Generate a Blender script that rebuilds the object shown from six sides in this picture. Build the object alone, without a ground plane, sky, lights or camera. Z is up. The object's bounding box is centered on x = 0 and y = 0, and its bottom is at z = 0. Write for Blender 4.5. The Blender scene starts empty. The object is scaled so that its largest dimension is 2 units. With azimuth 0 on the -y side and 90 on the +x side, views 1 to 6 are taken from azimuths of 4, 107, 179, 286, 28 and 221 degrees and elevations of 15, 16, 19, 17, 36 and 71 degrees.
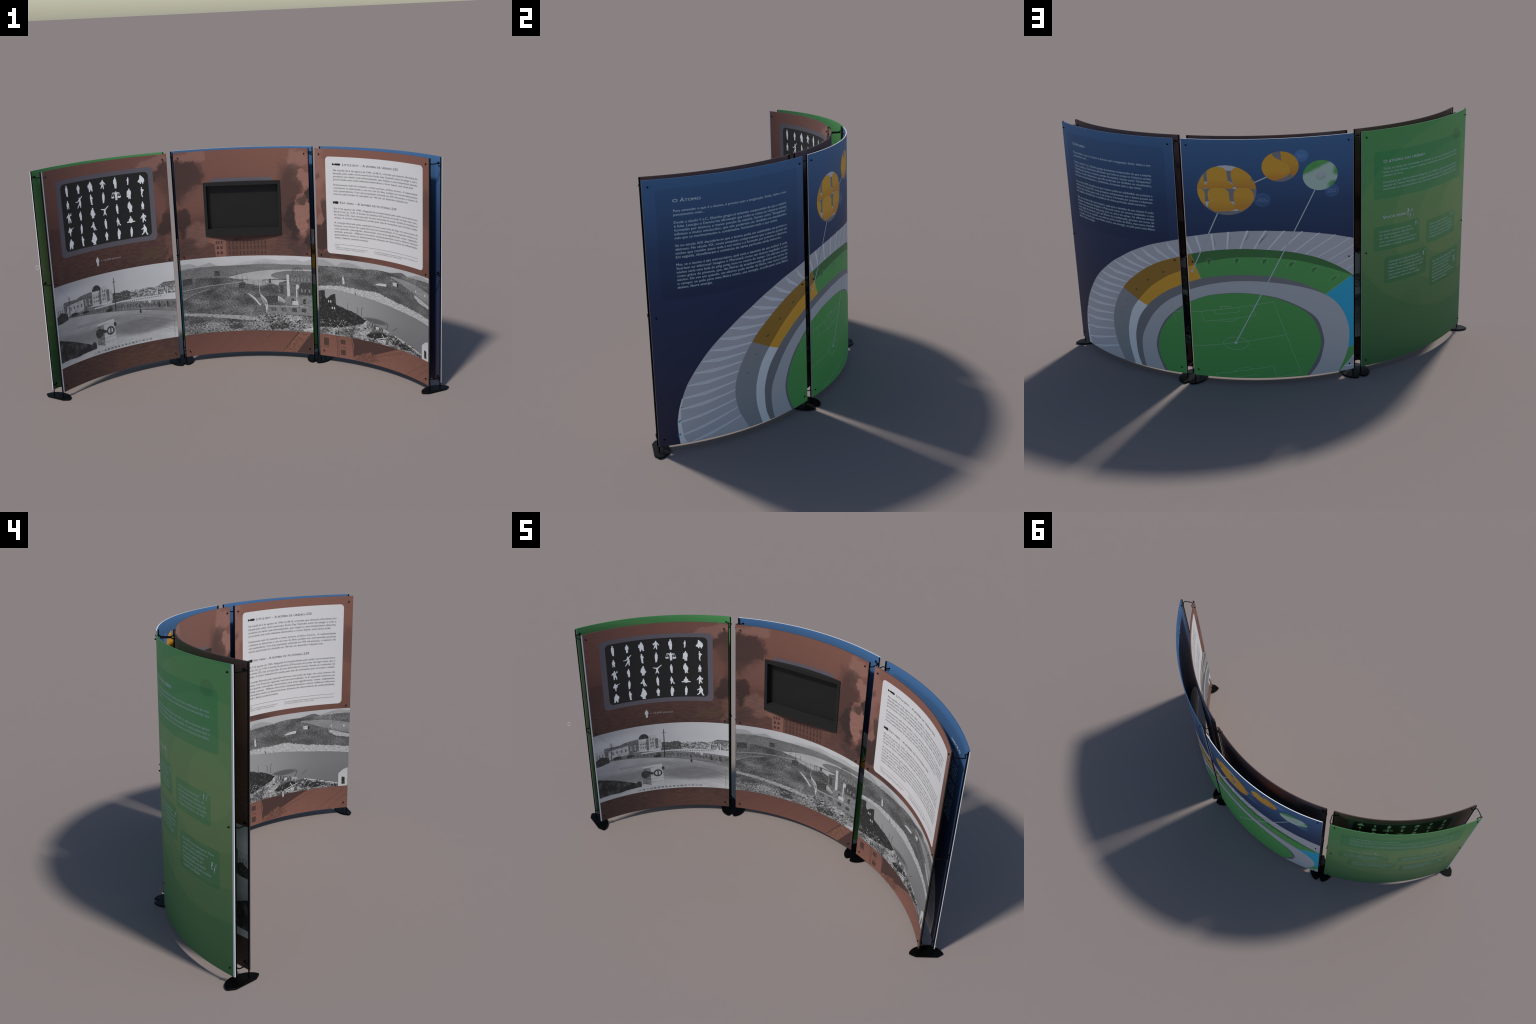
import bpy, bmesh, math, random
from mathutils import Vector, noise
from mathutils.geometry import tessellate_polygon

# ------------------------------------------------------------------ dimensions (metres)
AXIS_Y = -0.7475            # the three units stand on circles round this vertical axis
HALF = math.radians(19.46)  # half the angle one unit takes up, seen from the axis
BULGE = 0.0705              # each unit is bent a little tighter: its own centre lies this far out from the axis
R_FRONT = 0.9650            # concave (front) print face, radius about the unit's own centre
R_BACK = 1.0403             # convex (back) print face
ARC_FRONT = math.asin(1.0309 * math.sin(HALF) / R_FRONT)   # half the arc of the sheets
ARC_BACK = math.asin(1.1066 * math.sin(HALF) / R_BACK)
THICK = 0.0037
STEP = math.radians(40.95)  # angle from one unit to the next
Z0, Z1 = 0.031, 1.137
SEGMENTS = 56
W_FRONT = 2 * ARC_FRONT * R_FRONT
W_BACK = 2 * ARC_BACK * R_BACK

COL = bpy.context.scene.collection

def polar(r, a, z):
    return (r * math.sin(a), AXIS_Y + r * math.cos(a), z)

def on_unit(unit, r, b, z):
    """point at radius r and angle b about the own centre of one unit"""
    x, y = r * math.sin(b), BULGE + r * math.cos(b)
    c, t = math.cos(unit * STEP), math.sin(unit * STEP)
    return (x * c + y * t, AXIS_Y - x * t + y * c, z)

def link(name, mesh, parent, mats=()):
    o = bpy.data.objects.new(name, mesh)
    COL.objects.link(o)
    o.parent = parent
    for m in mats:
        mesh.materials.append(m)
    return o

def smooth(mesh, angle=40):
    for p in mesh.polygons:
        p.use_smooth = True
    try:
        mesh.set_sharp_from_angle(angle=math.radians(angle))
    except AttributeError:
        pass

root = bpy.data.objects.new("exhibition_display", None)
COL.objects.link(root)
root["label"] = "curved three panel exhibition stand printed on both sides"
root["category"] = "display stand"

# ------------------------------------------------------------------ panels
def panel_mesh(name, r_in, r_out, arc, unit, mats, hole=None):
    """curved sheet; slots: 0 print, 1 end edge, 2 top and bottom edge"""
    me = bpy.data.meshes.new(name)
    vs, fs, mi = [], [], []
    n = SEGMENTS
    levels = [Z0 + (Z1 - Z0) * j / 8 for j in range(9)]
    if hole:
        levels = sorted(levels + [hole[2], hole[3]])
    rows = len(levels) - 1
    cut = lambda i, j: hole and hole[0] <= i < hole[1] and hole[2] - 1e-6 < levels[j] < hole[3] - 1e-6
    def ring(r):
        base = len(vs)
        for j in range(rows + 1):
            z = levels[j]
            for i in range(n + 1):
                vs.append(on_unit(unit, r, -arc + 2 * arc * i / n, z))
        return base
    A, B = ring(r_in), ring(r_out)
    k = n + 1
    for j in range(rows):
        for i in range(n):
            if cut(i, j):
                continue
            a = A + j * k + i
            fs.append((a, a + 1, a + 1 + k, a + k)); mi.append(0)
            b = B + j * k + i
            fs.append((b, b + k, b + 1 + k, b + 1)); mi.append(0)
        for i in (0, n):
            a, b = A + j * k + i, B + j * k + i
            fs.append((a, b, b + k, a + k) if i else (a, a + k, b + k, b)); mi.append(1)
    for j in (0, rows):
        for i in range(n):
            a, b = A + j * k + i, B + j * k + i
            fs.append((a, b, b + 1, a + 1) if j else (a, a + 1, b + 1, b)); mi.append(2)
    me.from_pydata(vs, [], fs)
    for m in mats:
        me.materials.append(m)
    me.polygons.foreach_set("material_index", mi)
    smooth(me, 40)
    return me

# ------------------------------------------------------------------ materials
class Nodes:
    """short hand for building node trees"""
    def __init__(self, name, rough=0.55, spec=0.25):
        self.m = bpy.data.materials.new(name)
        self.m.use_nodes = True
        self.t = self.m.node_tree
        self.b = self.t.nodes["Principled BSDF"]
        self.b.inputs["Roughness"].default_value = rough
        self.b.inputs["Specular IOR Level"].default_value = spec
    def put(self, sock, v):
        if hasattr(v, "is_output"):
            self.t.links.new(v, sock)
        elif isinstance(v, (tuple, list)) and len(v) == 3 and sock.type == "RGBA":
            sock.default_value = (*v, 1)
        else:
            sock.default_value = v
    def math(self, op, a, b=0.0, clamp=False):
        n = self.t.nodes.new("ShaderNodeMath"); n.operation = op; n.use_clamp = clamp
        self.put(n.inputs[0], a); self.put(n.inputs[1], b)
        return n.outputs[0]
    def step(self, v, lo, hi, smooth=True):
        n = self.t.nodes.new("ShaderNodeMapRange")
        n.interpolation_type = "SMOOTHSTEP" if smooth else "LINEAR"
        self.put(n.inputs[0], v); n.inputs[1].default_value = lo; n.inputs[2].default_value = hi
        return n.outputs[0]
    def mix(self, f, a, b, mode="MIX"):
        n = self.t.nodes.new("ShaderNodeMix"); n.data_type = "RGBA"; n.blend_type = mode
        self.put(n.inputs[0], f); self.put(n.inputs[6], a); self.put(n.inputs[7], b)
        return n.outputs[2]
    def xyz(self, x, y, z=0.0):
        n = self.t.nodes.new("ShaderNodeCombineXYZ")
        for i, v in enumerate((x, y, z)):
            self.put(n.inputs[i], v)
        return n.outputs[0]
    def noise(self, vec, scale=1.0, detail=4.0, rough=0.55, dist=0.0):
        n = self.t.nodes.new("ShaderNodeTexNoise")
        self.put(n.inputs["Vector"], vec)
        n.inputs["Scale"].default_value = scale; n.inputs["Detail"].default_value = detail
        n.inputs["Roughness"].default_value = rough; n.inputs["Distortion"].default_value = dist
        return n.outputs["Fac"]
    def ramp(self, f, stops):
        n = self.t.nodes.new("ShaderNodeValToRGB")
        self.put(n.inputs[0], f)
        e = n.color_ramp.elements
        while len(e) < len(stops):
            e.new(0.5)
        for k, (p, c) in zip(e, stops):
            k.position = p
            k.color = (c, c, c, 1) if isinstance(c, (int, float)) else (*c, 1)
        return n.outputs[0]
    def print_coords(self, face, unit):
        """(s, z) in metres on the printed face: s runs to the right as the print is read"""
        tc = self.t.nodes.new("ShaderNodeTexCoord")
        sp = self.t.nodes.new("ShaderNodeSeparateXYZ")
        self.t.links.new(tc.outputs["Object"], sp.inputs[0])
        c, t = math.cos(unit * STEP), math.sin(unit * STEP)
        x, y = sp.outputs[0], self.math("SUBTRACT", sp.outputs[1], AXIS_Y)
        u = self.math("SUBTRACT", self.math("MULTIPLY", x, c), self.math("MULTIPLY", y, t))
        v = self.math("ADD", self.math("MULTIPLY", x, t), self.math("MULTIPLY", y, c))
        a = self.math("ARCTAN2", u, self.math("SUBTRACT", v, BULGE))
        r, arc = R_FRONT, ARC_FRONT
        if face == "back":
            a = self.math("MULTIPLY", a, -1.0)
            r, arc = R_BACK, ARC_BACK
        s = self.math("MULTIPLY", self.math("ADD", a, arc), r)
        return s, sp.outputs[2]
    def blob(self, s, z, cs, cz, rs, rz, soft=0.2, wob=None, amp=0.0):
        """soft ellipse mask, wobbled by a noise; millimetres"""
        u = self.math("DIVIDE", self.math("SUBTRACT", s, cs / 1000), rs / 1000)
        v = self.math("DIVIDE", self.math("SUBTRACT", z, cz / 1000), rz / 1000)
        d = self.math("SQRT", self.math("ADD", self.math("MULTIPLY", u, u), self.math("MULTIPLY", v, v)))
        if wob is not None:
            d = self.math("ADD", d, self.math("MULTIPLY", self.math("SUBTRACT", wob, 0.5), amp))
        return self.step(d, 1 + soft, 1 - soft)
    def done(self, col):
        self.put(self.b.inputs["Base Color"], col)
        return self.m

def plain(name, c, rough=0.55, spec=0.25):
    c = (c, c, c) if isinstance(c, (int, float)) else c
    return Nodes(name, rough, spec).done(c)

def grain(name, face, unit, stops, per_m, stretch=1.0, detail=6.0, rough=0.6, broad=0.0, broad_scale=6.0):
    """photographic texture: noise over the print, finer across than along the horizon"""
    n = Nodes(name)
    s, z = n.print_coords(face, unit)
    v = n.xyz(s, n.math("MULTIPLY", z, stretch), unit * 3.7)
    f = n.noise(v, per_m, detail, rough)
    if broad:
        g = n.noise(v, broad_scale, 2.0)
        f = n.math("ADD", f, n.math("MULTIPLY", n.math("SUBTRACT", g, 0.5), broad))
    return n.done(n.ramp(f, stops))

# brown duotone grounds of the three front panels: vertical tone, then soft clouds
def brown(unit, tones, blobs, streak):
    n = Nodes("brown_print")
    s, z = n.print_coords("front", unit)
    v = n.xyz(s, z, unit * 2.3)
    wob = n.noise(v, 14.0, 7.0, 0.66)
    far = n.noise(n.xyz(s, z, 7.0 + unit), 6.5, 6.0, 0.6)
    fat = n.noise(n.xyz(s, z, 11.0 + unit), 6.5, 6.0, 0.6)
    sw = n.math("ADD", s, n.math("MULTIPLY", n.math("SUBTRACT", far, 0.5), 0.20))
    zw = n.math("ADD", z, n.math("MULTIPLY", n.math("SUBTRACT", fat, 0.5), 0.20))
    fine = n.noise(n.xyz(s, n.math("MULTIPLY", z, 4.0), 1.0 + unit), 26.0, 6.0, 0.65)
    zz = n.math("ADD", z, n.math("MULTIPLY", n.math("SUBTRACT", wob, 0.5), 0.05))
    f = n.step(zz, Z0, Z1, False)
    col = n.ramp(f, [((h / 1000 - Z0) / (Z1 - Z0), c) for h, c in tones])
    for cs, cz, rs, rz, soft, amp, c, k in blobs:
        col = n.mix(n.math("MULTIPLY", n.blob(sw, zw, cs, cz, rs, rz, soft, wob, 1.3 * amp), k), col, c)
    lo, hi, k = streak
    band = n.math("MULTIPLY", n.step(z, lo, lo + 0.04), n.step(z, hi, hi - 0.06))
    tone = n.ramp(fine, [(0.3, 0.62), (0.5, 1.0), (0.72, 1.5)])
    col = n.mix(n.math("MULTIPLY", n.math("ADD", n.math("MULTIPLY", band, 0.8), 0.2), k), col, tone, "MULTIPLY")
    if unit == -1:      # unprinted margin along the free end
        col = n.mix(n.math("LESS_THAN", s, 0.0065), col, (0.75, 0.76, 0.8))
    return n.done(col)

RED = (0.218, 0.098, 0.074)
REDDISH = (0.175, 0.078, 0.059)
PALE = (0.285, 0.143, 0.114)
UMBER = (0.082, 0.045, 0.039)
DARK = (0.04, 0.027, 0.025)

brown_left = brown(-1,
    [(31, UMBER), (150, UMBER), (560, (0.085, 0.045, 0.038)), (690, (0.105, 0.053, 0.044)), (860, (0.15, 0.07, 0.056)), (960, (0.19, 0.085, 0.066)), (1137, (0.205, 0.092, 0.072))],
    [(668, 1070, 110, 68, 0.1, 0.9, PALE, 0.85), (690, 1020, 75, 80, 0.15, 1.0, UMBER, 0.95), (672, 930, 45, 70, 0.35, 0.8, (0.13, 0.065, 0.05), 0.8),
     (645, 880, 40, 90, 0.4, 0.8, RED, 0.6), (690, 770, 45, 75, 0.25, 0.9, DARK, 0.75), (600, 625, 60, 28, 0.3, 0.7, (0.11, 0.065, 0.045), 0.8),
     (690, 640, 25, 60, 0.3, 0.6, (0.17, 0.085, 0.065), 0.8), (40, 790, 45, 80, 0.12, 0.15, (0.1, 0.05, 0.042), 0.7), (500, 60, 190, 90, 0.5, 0.8, (0.115, 0.058, 0.043), 0.8)],
    (0.03, 0.75, 0.75))

brown_middle = brown(0,
    [(31, REDDISH), (150, (0.15, 0.068, 0.053)), (560, (0.12, 0.058, 0.048)), (680, (0.115, 0.056, 0.046)), (780, (0.14, 0.064, 0.05)), (830, (0.19, 0.088, 0.068)), (930, (0.19, 0.088, 0.067)), (1137, RED)],
    [(75, 1105, 100, 45, 0.15, 1.0, PALE, 0.9), (45, 1020, 115, 85, 0.13, 0.55, UMBER, 1.0), (20, 925, 70, 60, 0.2, 0.6, UMBER, 0.9),
     (85, 880, 75, 40, 0.4, 0.8, (0.2, 0.095, 0.075), 0.75), (28, 760, 40, 85, 0.2, 0.7, DARK, 0.8), (95, 690, 60, 45, 0.35, 1.0, (0.2, 0.105, 0.085), 0.8),
     (30, 620, 60, 45, 0.35, 1.0, (0.08, 0.047, 0.04), 0.8),
     (665, 1075, 60, 60, 0.18, 0.8, PALE, 0.9), (640, 985, 40, 60, 0.3, 0.8, (0.12, 0.068, 0.054), 0.8), (680, 955, 38, 42, 0.13, 0.7, PALE, 1.0),
     (585, 830, 65, 190, 0.35, 0.5, (0.075, 0.04, 0.035), 0.85), (610, 770, 38, 90, 0.2, 0.8, DARK, 0.85), (670, 800, 35, 110, 0.15, 0.8, PALE, 1.0),
     (690, 890, 28, 25, 0.2, 1.1, DARK, 0.9), (660, 860, 16, 22, 0.3, 1.0, DARK, 0.75), (690, 655, 34, 40, 0.25, 0.9, DARK, 0.9), (615, 620, 60, 40, 0.3, 1.0, (0.075, 0.045, 0.04), 0.8),
     (610, 700, 25, 40, 0.35, 0.9, DARK, 0.7)],
    (0.15, 0.82, 0.5))

brown_right = brown(1,
    [(31, RED), (150, (0.19, 0.088, 0.066)), (560, (0.16, 0.072, 0.056)), (650, (0.17, 0.075, 0.058)), (830, (0.21, 0.095, 0.072)), (1137, (0.235, 0.107, 0.08))],
    [(25, 1010, 45, 100, 0.3, 0.9, PALE, 0.85), (10, 1000, 22, 30, 0.3, 0.8, (0.13, 0.068, 0.055), 0.7), (22, 870, 40, 60, 0.2, 0.8, (0.25, 0.125, 0.1), 0.9),
     (45, 800, 30, 80, 0.25, 0.8, (0.07, 0.042, 0.037), 0.85), (20, 690, 65, 75, 0.25, 0.7, DARK, 0.85), (18, 760, 22, 40, 0.2, 0.8, PALE, 0.8),
     (120, 585, 140, 22, 0.4, 0.7, (0.07, 0.04, 0.035), 0.8), (690, 905, 60, 90, 0.3, 0.4, (0.13, 0.065, 0.052), 0.7), (690, 720, 40, 60, 0.3, 0.5, (0.2, 0.09, 0.068), 0.7)],
    (0.03, 0.62, 0.25))

# blue ground with a printed vertical fade
BLUE_FADE = [(31, (0.045, 0.038, 0.074)), (200, (0.038, 0.039, 0.08)), (500, (0.032, 0.045, 0.108)), (660, (0.031, 0.05, 0.128)), (850, (0.04, 0.082, 0.19)), (1000, (0.06, 0.14, 0.305)), (1137, (0.078, 0.19, 0.39))]
def blue(name, unit, k=1.0):
    n = Nodes(name)
    s, z = n.print_coords("back", unit)
    f = n.step(z, Z0, Z1, False)
    return n.done(n.ramp(f, [((h / 1000 - Z0) / (Z1 - Z0), tuple(c * k for c in col)) for h, col in BLUE_FADE]))
blue_middle = blue("blue_print", 0)
blue_right = blue("blue_print", 1)
blue_box = blue("blue_text_ground", 1, 0.86)

# green ground: fade plus nested pale rings
GREEN_FADE = [(31, (0.07, 0.185, 0.068)), (160, (0.085, 0.215, 0.078)), (450, (0.115, 0.27, 0.095)), (650, (0.135, 0.32, 0.11)), (900, (0.13, 0.37, 0.125)), (1137, (0.115, 0.40, 0.125))]
GREEN_RINGS = [(600, 680, 640, 455), (600, 680, 435, 335), (600, 680, 285, 210), (620, 700, 130, 120)]
def green(name, tint=(1, 1, 1), spot=True):
    n = Nodes(name)
    s, z = n.print_coords("back", -1)
    col = n.ramp(n.step(z, Z0, Z1, False), [((h / 1000 - Z0) / (Z1 - Z0), c) for h, c in GREEN_FADE])
    for i, (cs, cz, rs, rz) in enumerate(GREEN_RINGS):
        m = n.blob(s, z, cs, cz, rs, rz, 0.004)
        col = n.mix(n.math("MULTIPLY", m, 1.0), col, (0.036, 0.024, 0.012), "ADD")
    for cs, cz, rs, rz in ((621, 1040, 39, 29), (272, 305, 72, 54)):
        m = n.blob(s, z, cs, cz, rs, rz, 0.02)
        col = n.mix(n.math("MULTIPLY", m, 0.35), col, tuple(0.62 * c for c in (0.15, 0.36, 0.13)))
    col = n.mix(1.0, col, tint, "MULTIPLY")
    if name == "green_print":
        col = n.mix(n.math("GREATER_THAN", s, W_BACK - 0.008), col, (0.8, 0.81, 0.84))
    return n.done(col)
green_ground = green("green_print")
green_box = green("green_text_ground", (0.62, 0.9, 0.9))

white_edge = plain("white_edge", (0.82, 0.83, 0.85))
dark_edge = plain("dark_edge", 0.035)
brown_edge = plain("brown_edge", (0.08, 0.042, 0.035))  # brown, green, blue edges: print colour darkened, midway between sunlit and shaded look
green_edge = plain("green_edge", (0.05, 0.17, 0.055))
blue_edge = plain("blue_edge", (0.035, 0.09, 0.19))
black_metal = plain("black_steel", (0.0008, 0.0008, 0.0009), 0.5, 0.1)

# ------------------------------------------------------------------ panels as objects
PANELS = {}
def add_panel(face, unit, print_mat, end_mat, top_mat, hole=None):
    r = (R_FRONT, R_FRONT + THICK, ARC_FRONT) if face == "front" else (R_BACK - THICK, R_BACK, ARC_BACK)
    me = panel_mesh("display_panel", *r, unit, [print_mat, end_mat, top_mat], hole)
    PANELS[face, unit] = link("display_panel", me, root)

add_panel("front", -1, brown_left, dark_edge, brown_edge)
add_panel("front", 0, brown_middle, dark_edge, brown_edge, (12, 43, 0.70, 0.962))   # opening for the television
add_panel("front", 1, brown_right, dark_edge, brown_edge)
add_panel("back", -1, green_ground, white_edge, green_edge)
add_panel("back", 0, blue_middle, white_edge, white_edge)
add_panel("back", 1, blue_right, white_edge, blue_edge)

# ------------------------------------------------------------------ printed layers
LAYER = 0.00010        # each printed layer stands this far in front of the one below
SHEET = 0.000005       # pieces of one layer are stepped by this, so none share a plane

def bend(face, unit, s, z, off, rear):
    """(s, z) in mm on a print -> point in space; rear = the same print seen through on the other side"""
    if face == "front":
        r = R_FRONT + THICK + off if rear else R_FRONT - off
        a = -ARC_FRONT + s / 1000 / R_FRONT
    else:
        r = R_BACK - THICK - off if rear else R_BACK + off
        a = ARC_BACK - s / 1000 / R_BACK
    return on_unit(unit, r, a, z / 1000)

def shape_mesh(name, face, unit, flat, mat, layer):
    """flat: list of (verts2d, faces) pieces in mm; cut along the panel's facets, then bent to the panel"""
    width = (W_FRONT if face == "front" else W_BACK) * 1000
    cell = width / SEGMENTS
    vs, fs = [], []
    for k, (pts, faces) in enumerate(flat):
        bm = bmesh.new()
        bv = [bm.verts.new((p[0], p[1], 0)) for p in pts]
        for f in faces:
            try:
                bm.faces.new([bv[i] for i in f])
            except ValueError:
                pass
        lo, hi = min(p[0] for p in pts), max(p[0] for p in pts)
        if hi - lo > 6:
            for i in range(int(lo / cell) + 1, int(hi / cell) + 1):
                bmesh.ops.bisect_plane(bm, geom=bm.verts[:] + bm.edges[:] + bm.faces[:], plane_co=(i * cell, 0, 0), plane_no=(1, 0, 0), dist=1e-4)
        bm.verts.index_update()
        off = LAYER * layer + SHEET * k
        for rear in (False, True):
            base = len(vs)
            vs.extend(bend(face, unit, v.co.x, v.co.y, off, rear) for v in bm.verts)
            flip = rear != (face == "back")
            for f in bm.faces:
                ids = [base + v.index for v in f.verts]
                fs.append(ids[::-1] if flip else ids)
        bm.free()
    me = bpy.data.meshes.new(name)
    me.from_pydata(vs, [], fs)
    me.materials.append(mat)
    for p in me.polygons:
        p.use_smooth = True
    return me

def poly(*outlines):
    """filled outline, later outlines are holes"""
    loops = [[Vector((x, y, 0)) for x, y in o] for o in outlines]
    tris = tessellate_polygon(loops)
    pts = [p for o in outlines for p in o]
    out = []
    for t in tris:
        a, b, c = (pts[i] for i in t)
        area = (b[0] - a[0]) * (c[1] - a[1]) - (b[1] - a[1]) * (c[0] - a[0])
        if abs(area) > 1e-7:
            out.append(tuple(t) if area > 0 else tuple(t)[::-1])
    return pts, out

def decal(name, face, unit, layer, mat, *shapes):
    o = link(name, shape_mesh(name, face, unit, [poly(*s) if isinstance(s[0][0], (list, tuple)) else poly(s) for s in shapes], mat, layer), PANELS[face, unit])
    return o

def rect(x0, z0, x1, z1):
    return [(x0, z0), (x1, z0), (x1, z1), (x0, z1)]

def rounded(x0, z0, x1, z1, r, n=6):
    out = []
    for cx, cz, a0 in ((x1 - r, z0 + r, -90), (x1 - r, z1 - r, 0), (x0 + r, z1 - r, 90), (x0 + r, z0 + r, 180)):
        for i in range(n + 1):
            a = math.radians(a0 + 90 * i / n)
            out.append((cx + r * math.cos(a), cz + r * math.sin(a)))
    return out

def ellipse(cx, cz, rx, rz, n=40, tilt=0.0):
    t = math.radians(tilt)
    out = []
    for i in range(n):
        a = 2 * math.pi * i / n
        x, z = rx * math.cos(a), rz * math.sin(a)
        out.append((cx + x * math.cos(t) - z * math.sin(t), cz + x * math.sin(t) + z * math.cos(t)))
    return out

def oval_ring(cx, cz, rx, rz, w, n=40):
    return [ellipse(cx, cz, rx, rz, n), ellipse(cx, cz, rx - w, rz - w, n)]

def bar(x0, z0, x1, z1, w, w2=None):
    """straight stroke, tapering from width w to w2"""
    w2 = w if w2 is None else w2
    d = math.hypot(x1 - x0, z1 - z0) or 1
    nx, nz = -(z1 - z0) / d / 2, (x1 - x0) / d / 2
    return [(x0 - nx * w, z0 - nz * w), (x1 - nx * w2, z1 - nz * w2), (x1 + nx * w2, z1 + nz * w2), (x0 + nx * w, z0 + nz * w)]

def path(points, w, closed=False):
    pts = list(points) + ([points[0]] if closed else [])
    return [bar(*a, *b, w) for a, b in zip(pts, pts[1:])]

def curve(points, n=8):
    """Catmull-Rom through the control points"""
    p = [points[0]] + list(points) + [points[-1]]
    out = []
    for i in range(1, len(p) - 2):
        for k in range(n):
            t = k / n
            out.append(tuple(0.5 * (2 * p[i][c] + (p[i + 1][c] - p[i - 1][c]) * t + (2 * p[i - 1][c] - 5 * p[i][c] + 4 * p[i + 1][c] - p[i + 2][c]) * t * t
                                    + (3 * p[i][c] - p[i - 1][c] - 3 * p[i + 1][c] + p[i + 2][c]) * t ** 3) for c in (0, 1)))
    out.append(tuple(points[-1]))
    return out

def ragged(points, amp, step=5.0, seed=0.0):
    """subdivide a line and shake it, for skylines and rubble borders"""
    out = []
    for (x0, z0), (x1, z1) in zip(points, points[1:]):
        n = max(1, int(math.hypot(x1 - x0, z1 - z0) / step))
        for i in range(n):
            t = i / n
            x, z = x0 + (x1 - x0) * t, z0 + (z1 - z0) * t
            out.append((x, z + amp * noise.noise(Vector((x * 0.13, z * 0.05, seed)))+ amp * 0.6 * noise.noise(Vector((x * 0.41, z * 0.1, seed + 5)))))
    out.append(points[-1])
    return out

def under(line, z):
    """area below a line down to height z"""
    return list(line) + [(line[-1][0], z), (line[0][0], z)]

def clip(pts, x0, z0, x1, z1):
    """Sutherland-Hodgman clip of an outline to the printed area"""
    for ax, lim, keep in ((0, x0, 1), (0, x1, -1), (1, z0, 1), (1, z1, -1)):
        out = []
        for a, b in zip(pts, pts[1:] + pts[:1]):
            ia, ib = (a[ax] - lim) * keep >= 0, (b[ax] - lim) * keep >= 0
            if ia:
                out.append(a)
            if ia != ib:
                t = (lim - a[ax]) / (b[ax] - a[ax])
                out.append(tuple(a[c] + t * (b[c] - a[c]) for c in (0, 1)))
        pts = out
        if not pts:
            break
    return pts

# ------------------------------------------------------------------ lettering
def glyphs(text, bold=0.0, caps=False, shear=0.0, res=2):
    c = bpy.data.curves.new("letters", "FONT")
    c.body = text
    c.fill_mode = "FRONT"
    c.resolution_u = res
    c.shear = shear
    if caps:
        c.small_caps_scale = 0.8
        for i, ch in enumerate(text):
            if ch.islower():
                c.body_format[i].use_small_caps = True
    o = bpy.data.objects.new("letters", c)
    COL.objects.link(o)
    me = bpy.data.meshes.new_from_object(o.evaluated_get(bpy.context.evaluated_depsgraph_get()))
    v = [(p.co.x, p.co.y) for p in me.vertices]
    f = [tuple(p.vertices) for p in me.polygons]
    bpy.data.objects.remove(o); bpy.data.curves.remove(c); bpy.data.meshes.remove(me)
    return v, f

def line(text, s, z, size, width=None, bold=0.0, caps=False, shear=0.0, anchor=0.0):
    """one line of print: left end s, baseline z, em size, all mm; width stretches it to measure"""
    v, f = glyphs(text, bold, caps, shear)
    lo, hi = min(p[0] for p in v), max(p[0] for p in v)
    k = width / (hi - lo) if width else size
    s -= anchor * (hi - lo) * k
    out = [(s + (x - lo) * k, z + y * size) for x, y in v]
    if bold:                                    # second impression, slightly shifted: heavier type
        n = len(out)
        out = out + [(x + bold * size * 3.0, y) for x, y in out]
        f = f + [tuple(i + n for i in p) for p in f]
    return out, f

def lettering(name, face, unit, layer, mat, *lines):
    pieces = []
    for v, f in lines:                          # keep the two impressions on sheets of their own
        h, half = len(v) // 2, len(f) // 2
        if len(f) > 1 and len(f) % 2 == 0 and max(max(p) for p in f[:half]) < h <= min(min(p) for p in f[half:]) and f[half] == tuple(i + h for i in f[0]):
            pieces += [(v[:h], f[:half]), (v[h:], [tuple(i - h for i in p) for p in f[half:]])]
        else:
            pieces.append((v, f))
    return link(name, shape_mesh(name, face, unit, pieces, mat, layer), PANELS[face, unit])

def column(lines, s, z, pitch, size, width, bold=0.008):
    """paragraph: every (text, share of the measure) on its own line"""
    return [line(t, s, z - i * pitch, size, width * k, bold) for i, (t, k) in enumerate(lines)]

ink_white = plain("white_ink", (0.93, 0.94, 0.95))
ink_pale_blue = plain("pale_blue_ink", (0.62, 0.78, 0.85))
ink_title_blue = plain("pale_blue_ink", (0.7, 0.8, 0.85))
ink_pale_green = plain("pale_green_ink", (0.5, 0.66, 0.62))
ink_lilac = plain("lilac_ink", (0.66, 0.7, 0.78))
ink_black = plain("black_ink", 0.02)
ink_grey = plain("grey_ink", 0.045)

# ------------------------------------------------------------------ left front: how many people
box_grey = plain("slate_ink", (0.135, 0.124, 0.145))
box_black = plain("black_ink", 0.024)
decal("rounded_frame", "front", -1, 1, box_grey, rounded(82, 698, 627, 1079, 20))
decal("rounded_board", "front", -1, 2, box_black, rounded(109, 723, 601, 1057, 22))

def limb(x0, y0, w0, x1, y1, w1, n=4):
    """tapered rounded limb"""
    d = math.hypot(x1 - x0, y1 - y0) or 1e-6
    a = math.atan2(y1 - y0, x1 - x0)
    out = []
    for cx, cy, r, st in ((x1, y1, w1, a - math.pi / 2), (x0, y0, w0, a + math.pi / 2)):
        for i in range(n + 1):
            t = st + math.pi * i / n
            out.append((cx + r * math.cos(t), cy + r * math.sin(t)))
    return out

def head(x, y, r=0.065):
    return ellipse(x, y, r * 0.9, r * 1.15, 12)

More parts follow.
